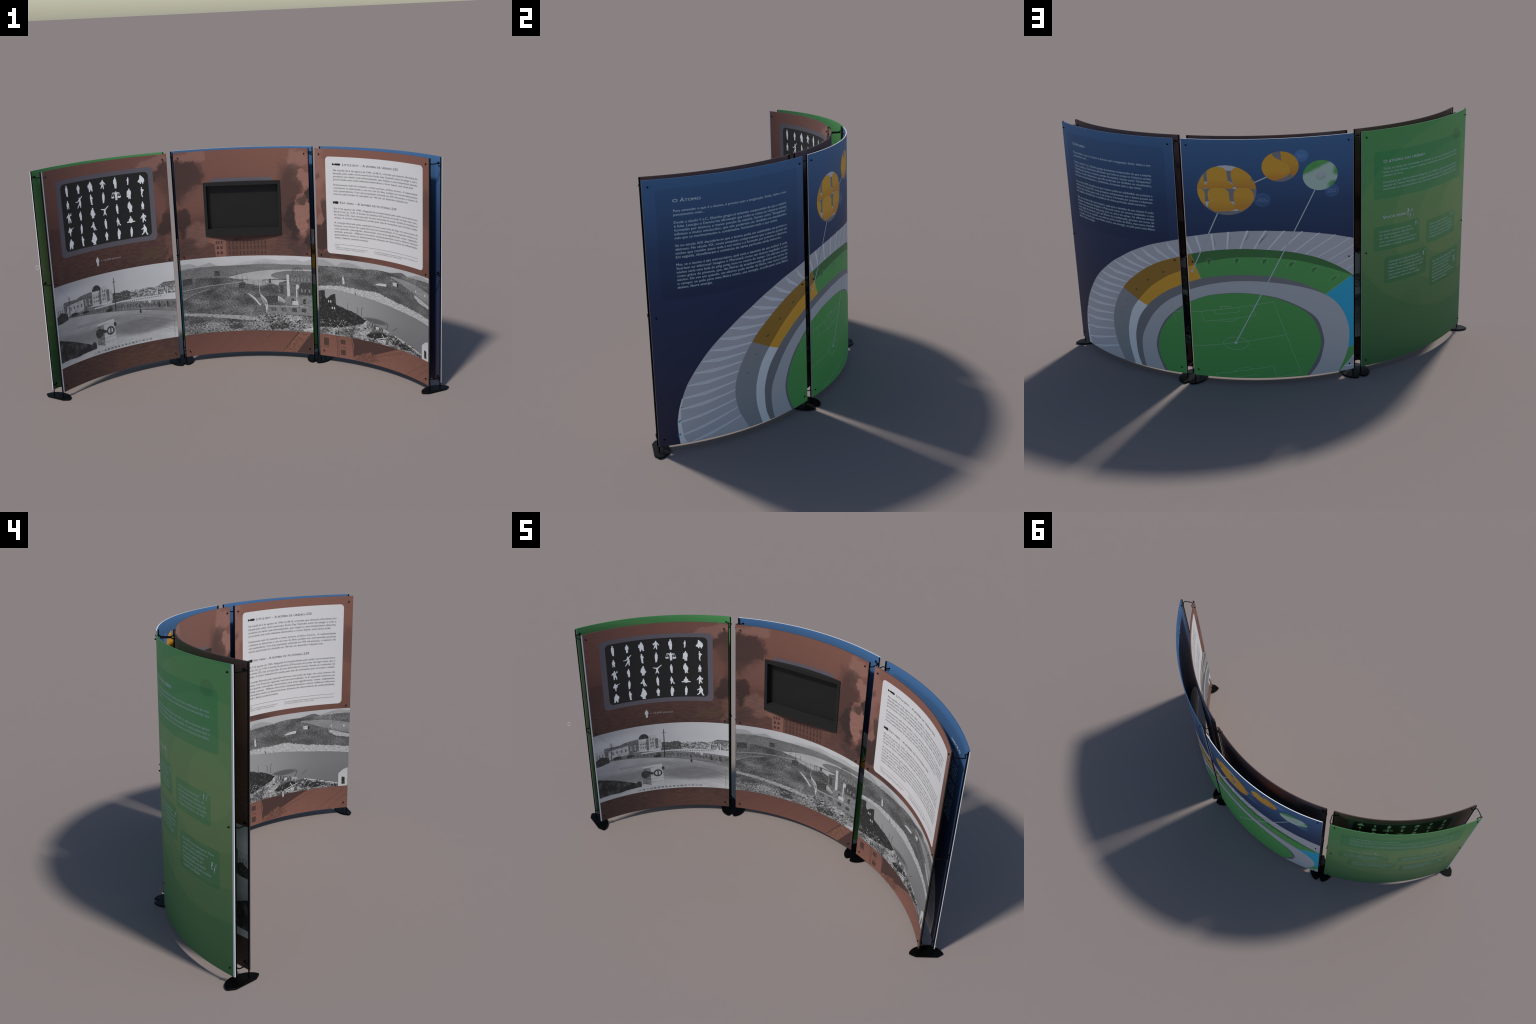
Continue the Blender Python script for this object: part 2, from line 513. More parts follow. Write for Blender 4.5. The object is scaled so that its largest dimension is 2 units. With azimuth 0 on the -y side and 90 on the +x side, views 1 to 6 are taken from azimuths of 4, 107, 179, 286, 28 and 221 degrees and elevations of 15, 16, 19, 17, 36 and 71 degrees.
def pose(kind):
    """silhouettes of people in a box one unit high, feet at 0"""
    if kind == "stand":
        return [head(0, .92), limb(0, .76, .12, 0, .52, .105), limb(-.04, .5, .07, -.05, .04, .045), limb(.05, .5, .07, .07, .04, .045), limb(-.13, .74, .045, -.15, .45, .04), limb(.13, .74, .045, .15, .45, .04)]
    if kind == "robe":
        return [head(0, .92), limb(0, .74, .12, .01, .45, .125), limb(.01, .45, .125, .03, .1, .075), limb(.02, .06, .05, .1, .03, .03)]
    if kind == "coat":
        return [head(.02, .93), limb(0, .76, .12, .02, .42, .14), limb(-.02, .4, .09, -.01, .04, .055), limb(.06, .4, .09, .06, .04, .055), limb(-.1, .72, .06, -.12, .46, .05)]
    if kind == "child":
        return [head(0, .88, .085), limb(0, .7, .11, 0, .45, .1), limb(-.06, .42, .075, -.1, .05, .05), limb(.06, .42, .075, .12, .04, .05), limb(-.1, .68, .05, -.15, .42, .045), limb(.1, .68, .05, .15, .45, .045)]
    if kind == "stout":
        return [head(0, .92, .075), limb(0, .74, .16, .01, .48, .24), limb(.01, .45, .24, .02, .36, .16), limb(-.08, .34, .11, -.1, .05, .06), limb(.12, .34, .11, .17, .08, .06), limb(.15, .07, .04, .25, .06, .03), limb(-.2, .68, .07, -.23, .46, .06)]
    if kind == "round_back":
        return [head(-.02, .93, .075), limb(-.04, .76, .15, 0, .52, .22), limb(.04, .5, .21, .06, .2, .12), limb(.0, .15, .09, -.01, .03, .05), limb(.1, .12, .06, .2, .04, .03)]
    if kind == "run":
        return [head(.02, .92, .07), limb(0, .76, .13, .02, .5, .11), limb(-.02, .78, .06, -.25, .66, .05), limb(-.25, .66, .05, -.16, .52, .04), limb(.1, .76, .06, .26, .56, .045), limb(.26, .56, .04, .31, .48, .03), limb(.04, .48, .085, .08, .08, .05), limb(-.02, .46, .08, -.12, .28, .06), limb(-.12, .28, .05, -.2, .16, .04)]
    if kind == "squat":
        return [head(.06, .93, .09), limb(.02, .74, .15, -.06, .44, .17), limb(-.05, .4, .14, .24, .36, .09), limb(.24, .36, .08, .06, .14, .06), limb(-.05, .36, .1, .0, .12, .07), limb(-.08, .04, .04, .14, .05, .04), limb(.12, .72, .06, .2, .5, .05)]
    if kind == "crouch":
        return [head(-.06, .9, .1), limb(.02, .7, .2, .12, .4, .24), limb(-.15, .5, .08, -.28, .32, .08), limb(-.3, .3, .09, -.1, .24, .08), limb(.25, .6, .1, .3, .3, .1), limb(.2, .2, .1, .22, .05, .06), limb(-.08, .14, .08, -.04, .05, .05)]
    if kind == "dance":
        return [head(.02, .84, .06), limb(.04, .7, .09, .08, .46, .085), limb(.08, .74, .045, .3, .98, .03), limb(-.02, .7, .045, -.16, .54, .035), limb(-.16, .54, .035, -.36, .55, .025), limb(.06, .44, .07, -.1, .18, .045), limb(-.1, .18, .045, -.22, .02, .03), limb(.1, .44, .07, .1, .04, .04)]
    if kind == "pray":
        return [head(-.03, .93, .075), limb(-.02, .76, .11, 0, .5, .1), limb(.08, .7, .05, .14, .6, .045), limb(0, .48, .1, .02, .1, .075), limb(.02, .05, .05, .12, .03, .03)]
    if kind == "yoke":
        return [head(0, .9, .07), limb(0, .72, .14, .02, .42, .13), limb(-.04, .4, .07, -.04, .05, .05), limb(.07, .4, .07, .08, .05, .05), bar(-.42, .86, .4, .8, .045), limb(-.15, .72, .05, -.28, .84, .03), limb(.15, .7, .05, .3, .8, .03), bar(-.4, .84, -.53, .42, .025), bar(-.38, .84, -.27, .42, .025), bar(.36, .8, .24, .4, .025), bar(.38, .8, .52, .4, .025), limb(-.47, .35, .09, -.3, .35, .09), limb(.27, .3, .1, .46, .32, .1)]
    if kind == "bag":
        return [head(.05, .93, .065), limb(.02, .76, .14, .03, .5, .13), limb(-.12, .74, .06, -.16, .4, .05), limb(-.16, .28, .08, -.08, .28, .08), limb(.0, .46, .075, -.02, .05, .05), limb(.1, .46, .075, .12, .05, .05), limb(.17, .74, .05, .18, .46, .045)]
    if kind == "handstand":
        return [limb(0, .3, .08, .03, .62, .1), limb(0, .62, .07, -.38, .72, .035), limb(.05, .62, .07, .45, .96, .035), head(0, .2, .065), limb(-.06, .3, .045, -.14, .06, .035), limb(.08, .3, .045, .16, .04, .035)]
    if kind == "lotus":
        return [head(0, .88, .12), limb(0, .62, .17, 0, .36, .2), limb(-.55, .16, .09, .6, .16, .08), limb(-.2, .55, .08, -.3, .25, .07), limb(.2, .55, .08, .3, .25, .07), limb(-.1, .1, .1, .1, .08, .1)]
    if kind == "kick":
        return [head(-.04, .9, .08), limb(-.03, .7, .12, 0, .46, .1), limb(-.02, .44, .08, -.08, .05, .05), limb(.04, .44, .08, .18, .16, .05), ellipse(.24, .1, .09, .09, 10), limb(.08, .68, .05, .13, .46, .04), limb(-.12, .68, .05, -.16, .46, .04)]
    if kind == "aim":
        return [head(-.04, .9, .08), limb(-.02, .72, .15, 0, .44, .13), limb(.1, .74, .06, .32, .8, .04), limb(.3, .8, .025, .5, .88, .02), limb(.18, .72, .06, .2, .5, .04), limb(-.14, .7, .06, -.22, .48, .05), limb(0, .42, .09, .02, .06, .045)]
    if kind == "wave":
        return [head(.02, .94, .075), limb(0, .76, .14, .0, .5, .12), limb(.12, .76, .05, .26, .78, .045), limb(.28, .78, .045, .27, .97, .035), limb(-.14, .76, .06, -.26, .6, .05), limb(-.04, .48, .09, -.06, .06, .055), limb(.06, .46, .1, .16, .28, .075), limb(.16, .28, .07, .2, .05, .05)]
    if kind == "stride":
        return [head(.0, .92, .075), limb(.04, .74, .12, .02, .48, .11), limb(-.04, .72, .05, -.26, .58, .04), limb(.14, .7, .05, .2, .48, .04), limb(-.02, .46, .085, -.08, .24, .06), limb(-.08, .24, .055, -.26, .1, .04), limb(.08, .46, .085, .24, .06, .05), limb(.22, .04, .035, .32, .06, .03)]
    if kind == "sit":
        return [head(.0, .92, .07), limb(.0, .74, .12, .02, .48, .11), limb(-.12, .6, .05, -.28, .46, .05), limb(-.28, .44, .05, -.1, .46, .04), limb(.06, .44, .09, .2, .26, .07), limb(.2, .26, .06, .24, .06, .045), limb(.24, .05, .035, .34, .08, .03), limb(.0, .4, .08, .06, .05, .05)]
    if kind == "slim":
        return [head(0, .93, .06), limb(.01, .76, .09, .03, .55, .085), limb(.1, .74, .035, .2, .66, .035), limb(.18, .64, .03, .06, .56, .03), limb(.03, .5, .075, -.02, .26, .055), limb(-.02, .26, .05, .05, .05, .045)]
    raise KeyError(kind)

FIGURES = [  # (pose, mirrored, height, lift) row by row, mm
    [("robe", 0, 56, 0), ("stand", 0, 45, 4), ("stout", 0, 50, 2), ("run", 0, 49, 3), ("coat", 0, 56, -1), ("pray", 1, 38, 8), ("crouch", 0, 45, 4)],
    [("child", 0, 42, 5), ("dance", 0, 57, -1), ("pray", 0, 52, 2), ("robe", 1, 55, 0), ("yoke", 0, 47, 4), ("bag", 0, 54, 0), ("slim", 0, 53, 1)],
    [("wave", 0, 49, 0), ("coat", 0, 45, 2), ("squat", 0, 51, 0), ("handstand", 0, 49, 1), ("robe", 0, 50, 0), ("round_back", 0, 55, -3), ("child", 1, 42, 3)],
    [("aim", 0, 45, 1), ("robe", 1, 49, 0), ("sit", 0, 46, 2), ("robe", 0, 52, -1), ("kick", 0, 43, 3), ("lotus", 0, 34, 8), ("run", 1, 50, -1)],
    [("stout", 1, 50, 2), ("pray", 0, 51, 2), ("squat", 1, 60, -3), ("stand", 0, 45, 5), ("coat", 1, 55, 0), ("robe", 1, 52, 1), ("stride", 0, 56, -1)],
]
def figure(name, kind, mirrored, cx, z, h, ink, layer):
    sx = -h if mirrored else h
    shapes = []
    for o in pose(kind):
        o = [(cx + x * sx, z + y * h) for x, y in o]
        shapes.append(o)
    return decal(name, "front", -1, layer, ink, *shapes)

for r, row in enumerate(FIGURES):
    for c, (kind, mirrored, h, lift) in enumerate(row):
        figure("person_silhouette", kind, mirrored, 145 + 69.5 * c, 993 - 65.6 * r + lift - 0.3, h, ink_white, 3)
figure("person_silhouette", "stand", 0, 289, 614, 48, plain("grey_ink", (0.62, 0.62, 0.64)), 1)
lettering("legend_text", "front", -1, 1, plain("grey_ink", (0.4, 0.36, 0.36)), line("= 10.000 pessoas", 308, 632.5, 14, 114))

# ------------------------------------------------------------------ photographs: shared helpers
PHOTO_Z0, PHOTO_Z1 = 152.5, 569.5
def in_photo(o, x1=702.4):
    return clip(list(o), 0.0, PHOTO_Z0, x1, PHOTO_Z1)

def photo(unit, layer, mat, *shapes, name="photograph_area", x0=0.0):
    shapes = [c for c in (clip(list(o), x0, PHOTO_Z0, 702.4, PHOTO_Z1) for o in shapes) if len(c) > 2]
    return decal(name, "front", unit, layer, mat, *shapes)

def grey(unit, lo, mid, hi, per_m=40.0, stretch=2.0, broad=0.0, name="photograph_grain", detail=6.0, rough=0.62):
    return grain(name, "front", unit, [(0.3, lo), (0.5, mid), (0.7, hi)], per_m, stretch, detail, rough, broad)

def sky(unit, left, right, low):
    n = Nodes("photograph_sky")
    s, z = n.print_coords("front", unit)
    a = n.mix(n.step(s, 0.0, 0.55), left, right)
    b = n.mix(n.step(z, 0.56, 0.5), a, low)
    g = n.noise(n.xyz(s, z, unit), 7.0, 3.0)
    return n.done(n.mix(0.35, b, n.ramp(g, [(0.3, 0.85), (0.7, 1.12)]), "MULTIPLY"))

# -------- left photograph: street with a domed hall, bridge and a stone post with wreaths
M0 = 7.0     # unprinted margin at the free end
photo(-1, 1, sky(-1, (0.43, 0.435, 0.45), (0.62, 0.62, 0.63), (0.6, 0.6, 0.61)), rect(0, 152, 702.5, 570), x0=M0)

def road_mat():
    n = Nodes("photograph_road")
    s, z = n.print_coords("front", -1)
    g = n.noise(n.xyz(s, n.math("MULTIPLY", z, 3.0), 0.0), 14.0, 6.0, 0.6)
    w = n.noise(n.xyz(s, n.math("MULTIPLY", z, 2.0), 4.0), 5.0, 2.0)
    base = n.ramp(n.step(z, 0.15, 0.4, False), [(0.0, 0.56), (0.2, 0.5), (0.42, 0.3), (0.62, 0.3), (0.85, 0.43), (1.0, 0.42)])
    base = n.mix(n.blob(s, z, 520, 250, 170, 40, 0.35, w, 0.5), base, (0.22, 0.22, 0.23))
    base = n.mix(n.math("MULTIPLY", n.blob(s, z, 180, 255, 140, 40, 0.4, w, 0.5), 0.6), base, (0.24, 0.24, 0.25))
    base = n.mix(n.blob(s, z, 170, 335, 170, 35, 0.5, w, 0.4), base, (0.4, 0.4, 0.41))
    return n.done(n.mix(0.6, base, n.ramp(g, [(0.3, 0.78), (0.7, 1.18)]), "MULTIPLY"))
kerb = curve([(0, 394), (87, 394), (234, 376), (368, 357), (506, 336), (702.5, 299)])
photo(-1, 2, grey(-1, 0.16, 0.22, 0.3, 30), under([(0, 430), (99, 420), (235, 412), (369, 400), (525, 382), (702.5, 365)], 290), x0=M0)
photo(-1, 3, road_mat(), under(kerb, 150), x0=M0)
photo(-1, 4, grey(-1, 0.12, 0.16, 0.22, 30), [(x, z + 2) for x, z in kerb] + [(x, z - 1.5) for x, z in kerb[::-1]], x0=M0)
# far bank: trees and houses
photo(-1, 3, grey(-1, 0.05, 0.1, 0.2, 60, 1.5), under(ragged([(352, 455), (401, 451), (430, 459), (465, 440), (500, 432), (563, 436), (620, 430), (702.5, 430)], 7, 5, 1.0), 402), name="photograph_trees")
houses = grain("photograph_houses", "front", -1, [(0.32, 0.08), (0.45, 0.2), (0.55, 0.42), (0.7, 0.55)], 75, 1.6, 3.0, 0.5)
photo(-1, 4, houses, under(ragged([(455, 436), (520, 448), (575, 446), (640, 450), (702.5, 452)], 5, 8, 2.0), 404), name="photograph_houses")
# buildings on the left
wall = grey(-1, 0.36, 0.5, 0.6, 90, 1.0)
dim = grey(-1, 0.06, 0.16, 0.34, 120, 1.0)
black = grey(-1, 0.025, 0.05, 0.12, 90, 1.0)
photo(-1, 4, wall, [(0, 468), (56, 470), (60, 412), (0, 414)], [(80, 462), (178, 470), (180, 410), (78, 402)], [(236, 478), (282, 476), (282, 418), (236, 420)], [(290, 505), (324, 504), (332, 484), (356, 470), (356, 420), (290, 418)], name="photograph_walls", x0=M0)
photo(-1, 5, dim, [(56, 470), (62, 479), (138, 476), (182, 478), (178, 464), (80, 456), (72, 402), (60, 402)], [(136, 475), (168, 485), (237, 492), (237, 420), (184, 410), (182, 466)], [(276, 474), (290, 503), (290, 418), (278, 416)], [(322, 482), (338, 484), (338, 422), (324, 420)], name="photograph_roofs")
photo(-1, 6, black, [(x, max(z, 489)) for x, z in ellipse(265, 492, 25, 27, 24)], name="photograph_dome")
photo(-1, 6, wall, *[rect(150 + 22 * i, 428, 155 + 22 * i, 462) for i in range(4)], name="photograph_walls")
photo(-1, 6, dim, *[rect(x, z, x + 6, z + 9) for x in (246, 258, 270) for z in (432, 452)], *[rect(x, z, x + 6, z + 11) for x in (298, 309) for z in (432, 452, 474)], *[rect(x, 430, x + 7, 446) for x in (98, 120, 142, 164)], *[rect(x, 428, x + 5, 448) for x in (14, 28, 44)], name="photograph_windows", x0=M0)
# gate roof and posts at right
photo(-1, 5, dim, [(616, 452), (642, 466), (702.5, 466), (702.5, 449), (660, 444), (640, 448)], rect(655, 405, 664, 448), rect(640, 408, 648, 446), name="photograph_roofs")
photo(-1, 6, plain("photograph_white", 0.6), [(636, 395), (640, 420), (646, 418), (654, 395)], rect(657, 398, 662, 440), rect(604, 404, 608, 432), rect(592, 404, 596, 420), name="photograph_posts")
# bridge, fence, poles
photo(-1, 5, plain("photograph_white", 0.58), *[bar(a[0], a[1], b[0], b[1], 7) for a, b in zip([(246, 399), (344, 400), (453, 401), (540, 400)], [(344, 400), (453, 401), (540, 400), (640, 394)])], name="photograph_bridge")
photo(-1, 6, dim, *[rect(330 + 12 * i, 391, 335 + 12 * i, 396) for i in range(25)], name="photograph_arches")
photo(-1, 5, grey(-1, 0.07, 0.15, 0.38, 90, 1.0), curve([(235, 397), (369, 389), (525, 372), (702.5, 352)]) + curve([(702.5, 318), (525, 350), (369, 372), (235, 384)]), [(99, 408), (235, 396), (235, 384), (99, 396)], name="photograph_fence")
photo(-1, 6, black, *[bar(110 + 17 * i, 402 - 0.092 * (17 * i) + 4, 110 + 17 * i, 386 - 0.105 * (17 * i) + 2, 1.6) for i in range(35)], name="photograph_fence")
photo(-1, 6, plain("photograph_white", 0.55), [(548, 392), (572, 394), (566, 366), (556, 362)], [(525, 385), (534, 386), (530, 366)], name="photograph_rocks")
photo(-1, 7, black, bar(369, 536, 368, 358, 3, 6), bar(359, 515, 380, 514, 1.6), bar(96, 504, 91, 396, 2.5, 4), bar(89, 490, 103, 490, 1.5), name="photograph_pole")
# people, cart, cars
photo(-1, 7, black, *[limb(x, z + 5, 5, x, z + 20, 4) for x, z in ((506, 318), (611, 332), (655, 330))], *[ellipse(x, z, 3.5, 4.5, 10) for x, z in ((506, 351), (611, 361), (655, 357))], [(4, 378), (6, 416), (34, 434), (76, 420), (80, 388), (40, 380)], ellipse(120, 402, 22, 10, 14), ellipse(190, 396, 20, 7, 14), ellipse(330, 370, 20, 8, 14), ellipse(338, 383, 9, 9, 12), name="photograph_people", x0=M0)
# foreground: dark railing mass, tram lines, stone post with two wreaths
photo(-1, 5, grain("photograph_shadow", "front", -1, [(0.3, 0.02), (0.5, 0.035), (0.72, 0.13)], 40, 0.6, 5.0, 0.6), ragged([(7, 300), (95, 268), (187, 228), (240, 203), (238, 188), (165, 184), (120, 178), (70, 182), (7, 180)], 1.5, 8, 3.0), name="photograph_shadow", x0=M0)
photo(-1, 4, plain("photograph_line", 0.17), *[bar(130, 335 - 4 * i, 420, 330 - 9 * i, 1.2) for i in range(3)], *[bar(420, 330 - 9 * i, 698, 268 - 26 * i, 1.2) for i in range(4)], name="photograph_tramlines")
photo(-1, 6, grey(-1, 0.46, 0.54, 0.6, 30), [(290, 300), (354, 312), (359, 172), (291, 175)], name="photograph_post")
photo(-1, 6, grey(-1, 0.1, 0.2, 0.34, 40), [(252, 300), (291, 300), (291, 190), (246, 205)], name="photograph_post")
photo(-1, 7, plain("photograph_white", 0.58), [(248, 311), (285, 317), (352, 320), (352, 309), (292, 304), (252, 303)], name="photograph_capstone")
photo(-1, 7, plain("photograph_line", 0.2), bar(292, 250, 358, 252, 1.2), bar(292, 228, 358, 231, 1.2), bar(292, 206, 358, 208, 1.2), name="photograph_joints")
decal("photograph_wreath", "front", -1, 8, black, [ellipse(328, 263, 23, 23), ellipse(328, 263, 15, 15)], ellipse(262, 262, 22, 24), [(240, 280), (262, 288), (308, 268), (300, 255)], [(325, 278), (332, 278), (332, 248), (325, 250)], ellipse(356, 290, 7, 12), ellipse(225, 212, 14, 14), [(215, 192), (238, 196), (240, 208), (214, 206)])
lettering("photograph_caption", "front", -1, 6, plain("photograph_ink", 0.1), line("ム 望 ヲ 館 勵 獎 業 産 島 廣 及 橋 宇 丁 磁 出 相", 221, 162, 11, 336))
def upright(text, s, z, size, length):
    v, f = line(text, 0, 0, size, length)
    return [(s - y, z + x) for x, y in v], f
lettering("photograph_credit", "front", -1, 5, plain("photograph_ink", 0.12), upright("Foto: Ministério da Guerra do Japão", 687, 157, 6.5, 122))

# -------- middle photograph: the burnt plain with a river, hills and ruins
photo(0, 1, sky(0, (0.54, 0.54, 0.55), (0.58, 0.58, 0.585), (0.5, 0.5, 0.5)), rect(0, 152, 702.5, 570))
hill = [grey(0, v * 0.92, v, v * 1.06, 10) for v in (0.45, 0.37, 0.25)]
photo(0, 2, hill[0], under(ragged([(275, 520), (334, 534), (400, 544), (452, 552), (523, 542), (610, 550), (662, 541), (702.5, 558)], 3, 8, 4.0), 500), name="photograph_hills")
photo(0, 3, hill[1], under(curve([(0, 544), (50, 544), (88, 530), (112, 531), (140, 538), (155, 541), (175, 533), (197, 523), (240, 519), (300, 519)]), 500), under(ragged([(380, 526), (410, 535), (470, 536), (490, 528), (520, 527)], 2, 6, 5.0), 510), name="photograph_hills")
plain_mat = grain("photograph_plain", "front", 0, [(0.34, 0.028), (0.45, 0.08), (0.53, 0.14), (0.62, 0.26), (0.72, 0.42)], 120, 1.9, 6.0, 0.78, 0.45, 9.0)
far_mat = grain("photograph_plain", "front", 0, [(0.34, 0.085), (0.48, 0.16), (0.58, 0.22), (0.7, 0.42)], 170, 2.6, 5.0, 0.75, 0.3, 8.0)
photo(0, 4, far_mat, under(ragged([(0, 516), (100, 521), (294, 519), (451, 524), (560, 522), (702.5, 525)], 3, 5, 6.0), 440), name="photograph_plain")
photo(0, 5, plain_mat, under(ragged([(0, 466), (120, 462), (250, 452), (300, 440), (420, 436), (600, 446), (702.5, 450)], 4, 6, 7.0), 150), name="photograph_plain")
rubble_mat = grain("photograph_rubble", "front", 0, [(0.36, 0.025), (0.45, 0.1), (0.53, 0.26), (0.64, 0.6)], 95, 1.5, 6.0, 0.8, 0.3, 8.0)
photo(0, 6, rubble_mat, under(ragged([(380, 232), (430, 245), (520, 246), (600, 240), (702.5, 236)], 8, 5, 8.0), 150), under(ragged([(0, 205), (120, 215), (300, 200), (420, 205)], 10, 6, 9.0), 150), name="photograph_rubble")
water = grey(0, 0.37, 0.42, 0.46, 12)
photo(0, 6, water, curve([(248, 455), (331, 473), (449, 488), (568, 494), (702.5, 500)]) + [(702.5, 492), (560, 487)] + curve([(504, 476), (480, 463), (488, 452), (530, 440), (566, 434)]) + [(520, 420), (540, 396), (500, 410), (440, 425), (369, 440), (279, 446)], name="photograph_river")
sand = grey(0, 0.24, 0.34, 0.48, 60, 2.0)
photo(0, 7, sand, ragged([(330, 436), (420, 436), (500, 420), (430, 402), (360, 412), (330, 424)], 5, 6, 10.0), ragged([(3, 278), (100, 264), (202, 249), (330, 238), (398, 227), (413, 205), (300, 216), (201, 232), (100, 248), (2, 262)], 4, 6, 11.0), name="photograph_track")
photo(0, 7, plain("photograph_pale", 0.34), *path([(3, 398), (120, 412), (250, 420), (350, 428)], 3.2), bar(3, 352, 30, 362, 6, 2), *path([(30, 362), (60, 378), (150, 398)], 2.2), name="photograph_track")
wall0 = grey(0, 0.06, 0.14, 0.24, 110, 1.0)
wall1 = grey(0, 0.13, 0.21, 0.29, 90, 1.0)
pale0 = grey(0, 0.42, 0.52, 0.6, 50)
dark0 = grey(0, 0.025, 0.055, 0.16, 120, 1.0)
photo(0, 7, wall0, under([(578, 466), (583, 476), (668, 476), (702.5, 470)], 330), [(518, 412), (530, 421), (561, 421), (561, 343), (519, 354)], [(414, 300), (380, 288), (372, 244), (400, 240), (440, 250)], name="photograph_ruins")
photo(0, 8, wall1, under([(449, 290), (682, 294), (686, 325), (702.5, 331)], 246), under([(556, 346), (702.5, 355)], 300), name="photograph_ruins")
photo(0, 9, dark0, *[rect(x, 262, x + 26, 282) for x in (474, 530, 588, 640)], *[rect(x, 308, x + 16, 336) for x in (585, 650)], rect(527, 360, 544, 408), [(450, 300), (445, 345), (510, 350), (512, 312)], [(632, 395), (640, 425), (700, 430), (702.5, 360), (628, 360)], name="photograph_openings")
photo(0, 10, wall1, *[rect(x, 263, x + 3, 281) for x in (481, 488, 537, 544, 551)], *[rect(x, 430, x + 10, 452) for x in (588, 605, 622, 642, 660, 682)], *[rect(x, 372, x + 9, 392) for x in (640, 660, 684)], name="photograph_mullions")
photo(0, 10, pale0, [(563, 468), (577, 466), (580, 350), (564, 344)], ragged([(353, 363), (370, 352), (388, 337), (421, 298), (413, 290), (383, 329), (353, 358)], 3, 5, 12.0), [(416, 362), (450, 325), (457, 292), (447, 247), (443, 290), (423, 326)], [(513, 350), (554, 319), (549, 306), (513, 324)], [(613, 411), (622, 416), (631, 410), (631, 395), (620, 388), (619, 302), (613, 302)], rect(590, 300, 624, 322), bar(449, 290, 682, 294, 2.5), bar(415, 425, 415, 362, 2.5), ellipse(495, 224, 9, 5, 10), ellipse(580, 214, 7, 6, 10), ellipse(620, 222, 8, 3, 10), [(640, 165), (702.5, 182), (702.5, 160), (660, 155)], name="photograph_bright_walls")
photo(0, 11, dark0, *[bar(424 + 5 * i, 345 - 6 * i, 426 + 5 * i, 320 - 6 * i, 2.2) for i in range(6)], *[bar(518 + 6 * i, 340 - 4.5 * i, 520 + 6 * i, 322 - 4 * i, 2.2) for i in range(6)], *[bar(x, z, x + 1, z - h, 1.4) for x, z, h in ((296, 492, 60), (324, 464, 36), (350, 462, 30), (432, 440, 44), (446, 442, 70), (385, 425, 60), (410, 430, 55))], [(304, 420), (330, 428), (340, 410), (332, 392), (304, 394)], bar(430, 434, 560, 440, 3), rect(466, 418, 478, 440), rect(178, 468, 206, 494), [(5, 428), (58, 434), (58, 466), (5, 462)], name="photograph_wreckage")
photo(0, 11, dark0, *[path([(592, 478), (600, 496), (625, 507), (650, 497), (664, 476)], 2)[i] for i in range(4)], *[bar(625 + 14 * i, 476, 625 + 8 * i, 506 - 3 * abs(i), 1.3) for i in (-2, -1, 0, 1, 2)], name="photograph_dome")
photo(0, 7, dark0, ragged([(455, 178), (500, 196), (560, 190), (575, 172), (520, 160), (470, 160)], 5, 6, 13.0), ragged([(240, 182), (290, 198), (330, 180), (300, 164), (250, 166)], 6, 6, 14.0), name="photograph_shadow")

# -------- right photograph: river bank and ruins
photo(1, 1, sky(1, (0.46, 0.46, 0.465), (0.5, 0.5, 0.51), (0.44, 0.44, 0.44)), rect(0, 152, 702.5, 570))
hill1 = [grey(1, v * 0.92, v, v * 1.06, 10) for v in (0.35, 0.13, 0.3)]
photo(1, 2, hill1[0], under(ragged([(0, 556), (30, 562), (70, 546), (104, 530), (128, 550), (175, 556), (242, 543), (264, 534)], 3, 6, 15.0), 505), under(ragged([(540, 543), (607, 562), (645, 565), (702.5, 557)], 2, 6, 16.0), 505), name="photograph_hills")
town1 = grain("photograph_town", "front", 1, [(0.34, 0.03), (0.45, 0.08), (0.55, 0.15), (0.68, 0.44)], 130, 2.4, 6.0, 0.78, 0.35, 9.0)
photo(1, 3, town1, under(ragged([(0, 526), (104, 527), (264, 532), (334, 541), (421, 540), (452, 544), (480, 550), (506, 553), (535, 541), (620, 543), (702.5, 546)], 3, 5, 17.0), 340), name="photograph_town")
photo(1, 4, hill1[1], under(curve([(440, 541), (471, 549), (506, 553), (540, 541)]), 538), name="photograph_hills")
water1 = grey(1, 0.155, 0.18, 0.205, 8)
photo(1, 5, grey(1, 0.22, 0.26, 0.3, 10), curve([(429, 524), (500, 521), (575, 516), (702.5, 493)]) + curve([(702.5, 437), (590, 471), (522, 489), (482, 503), (432, 515)]), name="photograph_river")
bright1 = grain("photograph_bank", "front", 1, [(0.3, 0.2), (0.48, 0.42), (0.65, 0.58)], 70, 2.5, 5.0, 0.6)
photo(1, 5, bright1, ragged([(590, 464), (640, 450), (702.5, 434), (702.5, 417), (625, 428), (590, 452)], 4, 5, 18.0), ragged([(0, 416), (104, 426), (243, 420), (340, 423), (454, 398), (580, 382), (702.5, 366)], 6, 5, 19.0) + [(702.5, 334), (455, 360), (351, 374), (215, 389), (104, 402), (0, 402)], name="photograph_bank")
def river_mat():
    n = Nodes("photograph_river")
    s, z = n.print_coords("front", 1)
    w = n.noise(n.xyz(s, z, 3.0), 5.0, 3.0)
    c = n.mix(n.step(s, 0.05, 0.6), (0.31, 0.31, 0.31), (0.2, 0.2, 0.203))
    c = n.mix(n.math("MULTIPLY", n.step(z, 0.32, 0.2), 0.5), c, (0.15, 0.15, 0.152))
    c = n.mix(n.math("MULTIPLY", n.blob(s, z, 330, 268, 80, 14, 0.3, w, 0.5), 0.8), c, (0.075, 0.075, 0.077))
    return n.done(c)
photo(1, 6, river_mat(), [(0, 403), (104, 403), (215, 390), (351, 375), (455, 361), (702.5, 335), (702.5, 150), (0, 150)], name="photograph_river")
near1 = grain("photograph_rubble", "front", 1, [(0.36, 0.022), (0.45, 0.1), (0.53, 0.26), (0.63, 0.6)], 85, 1.4, 6.0, 0.8, 0.5, 7.0)
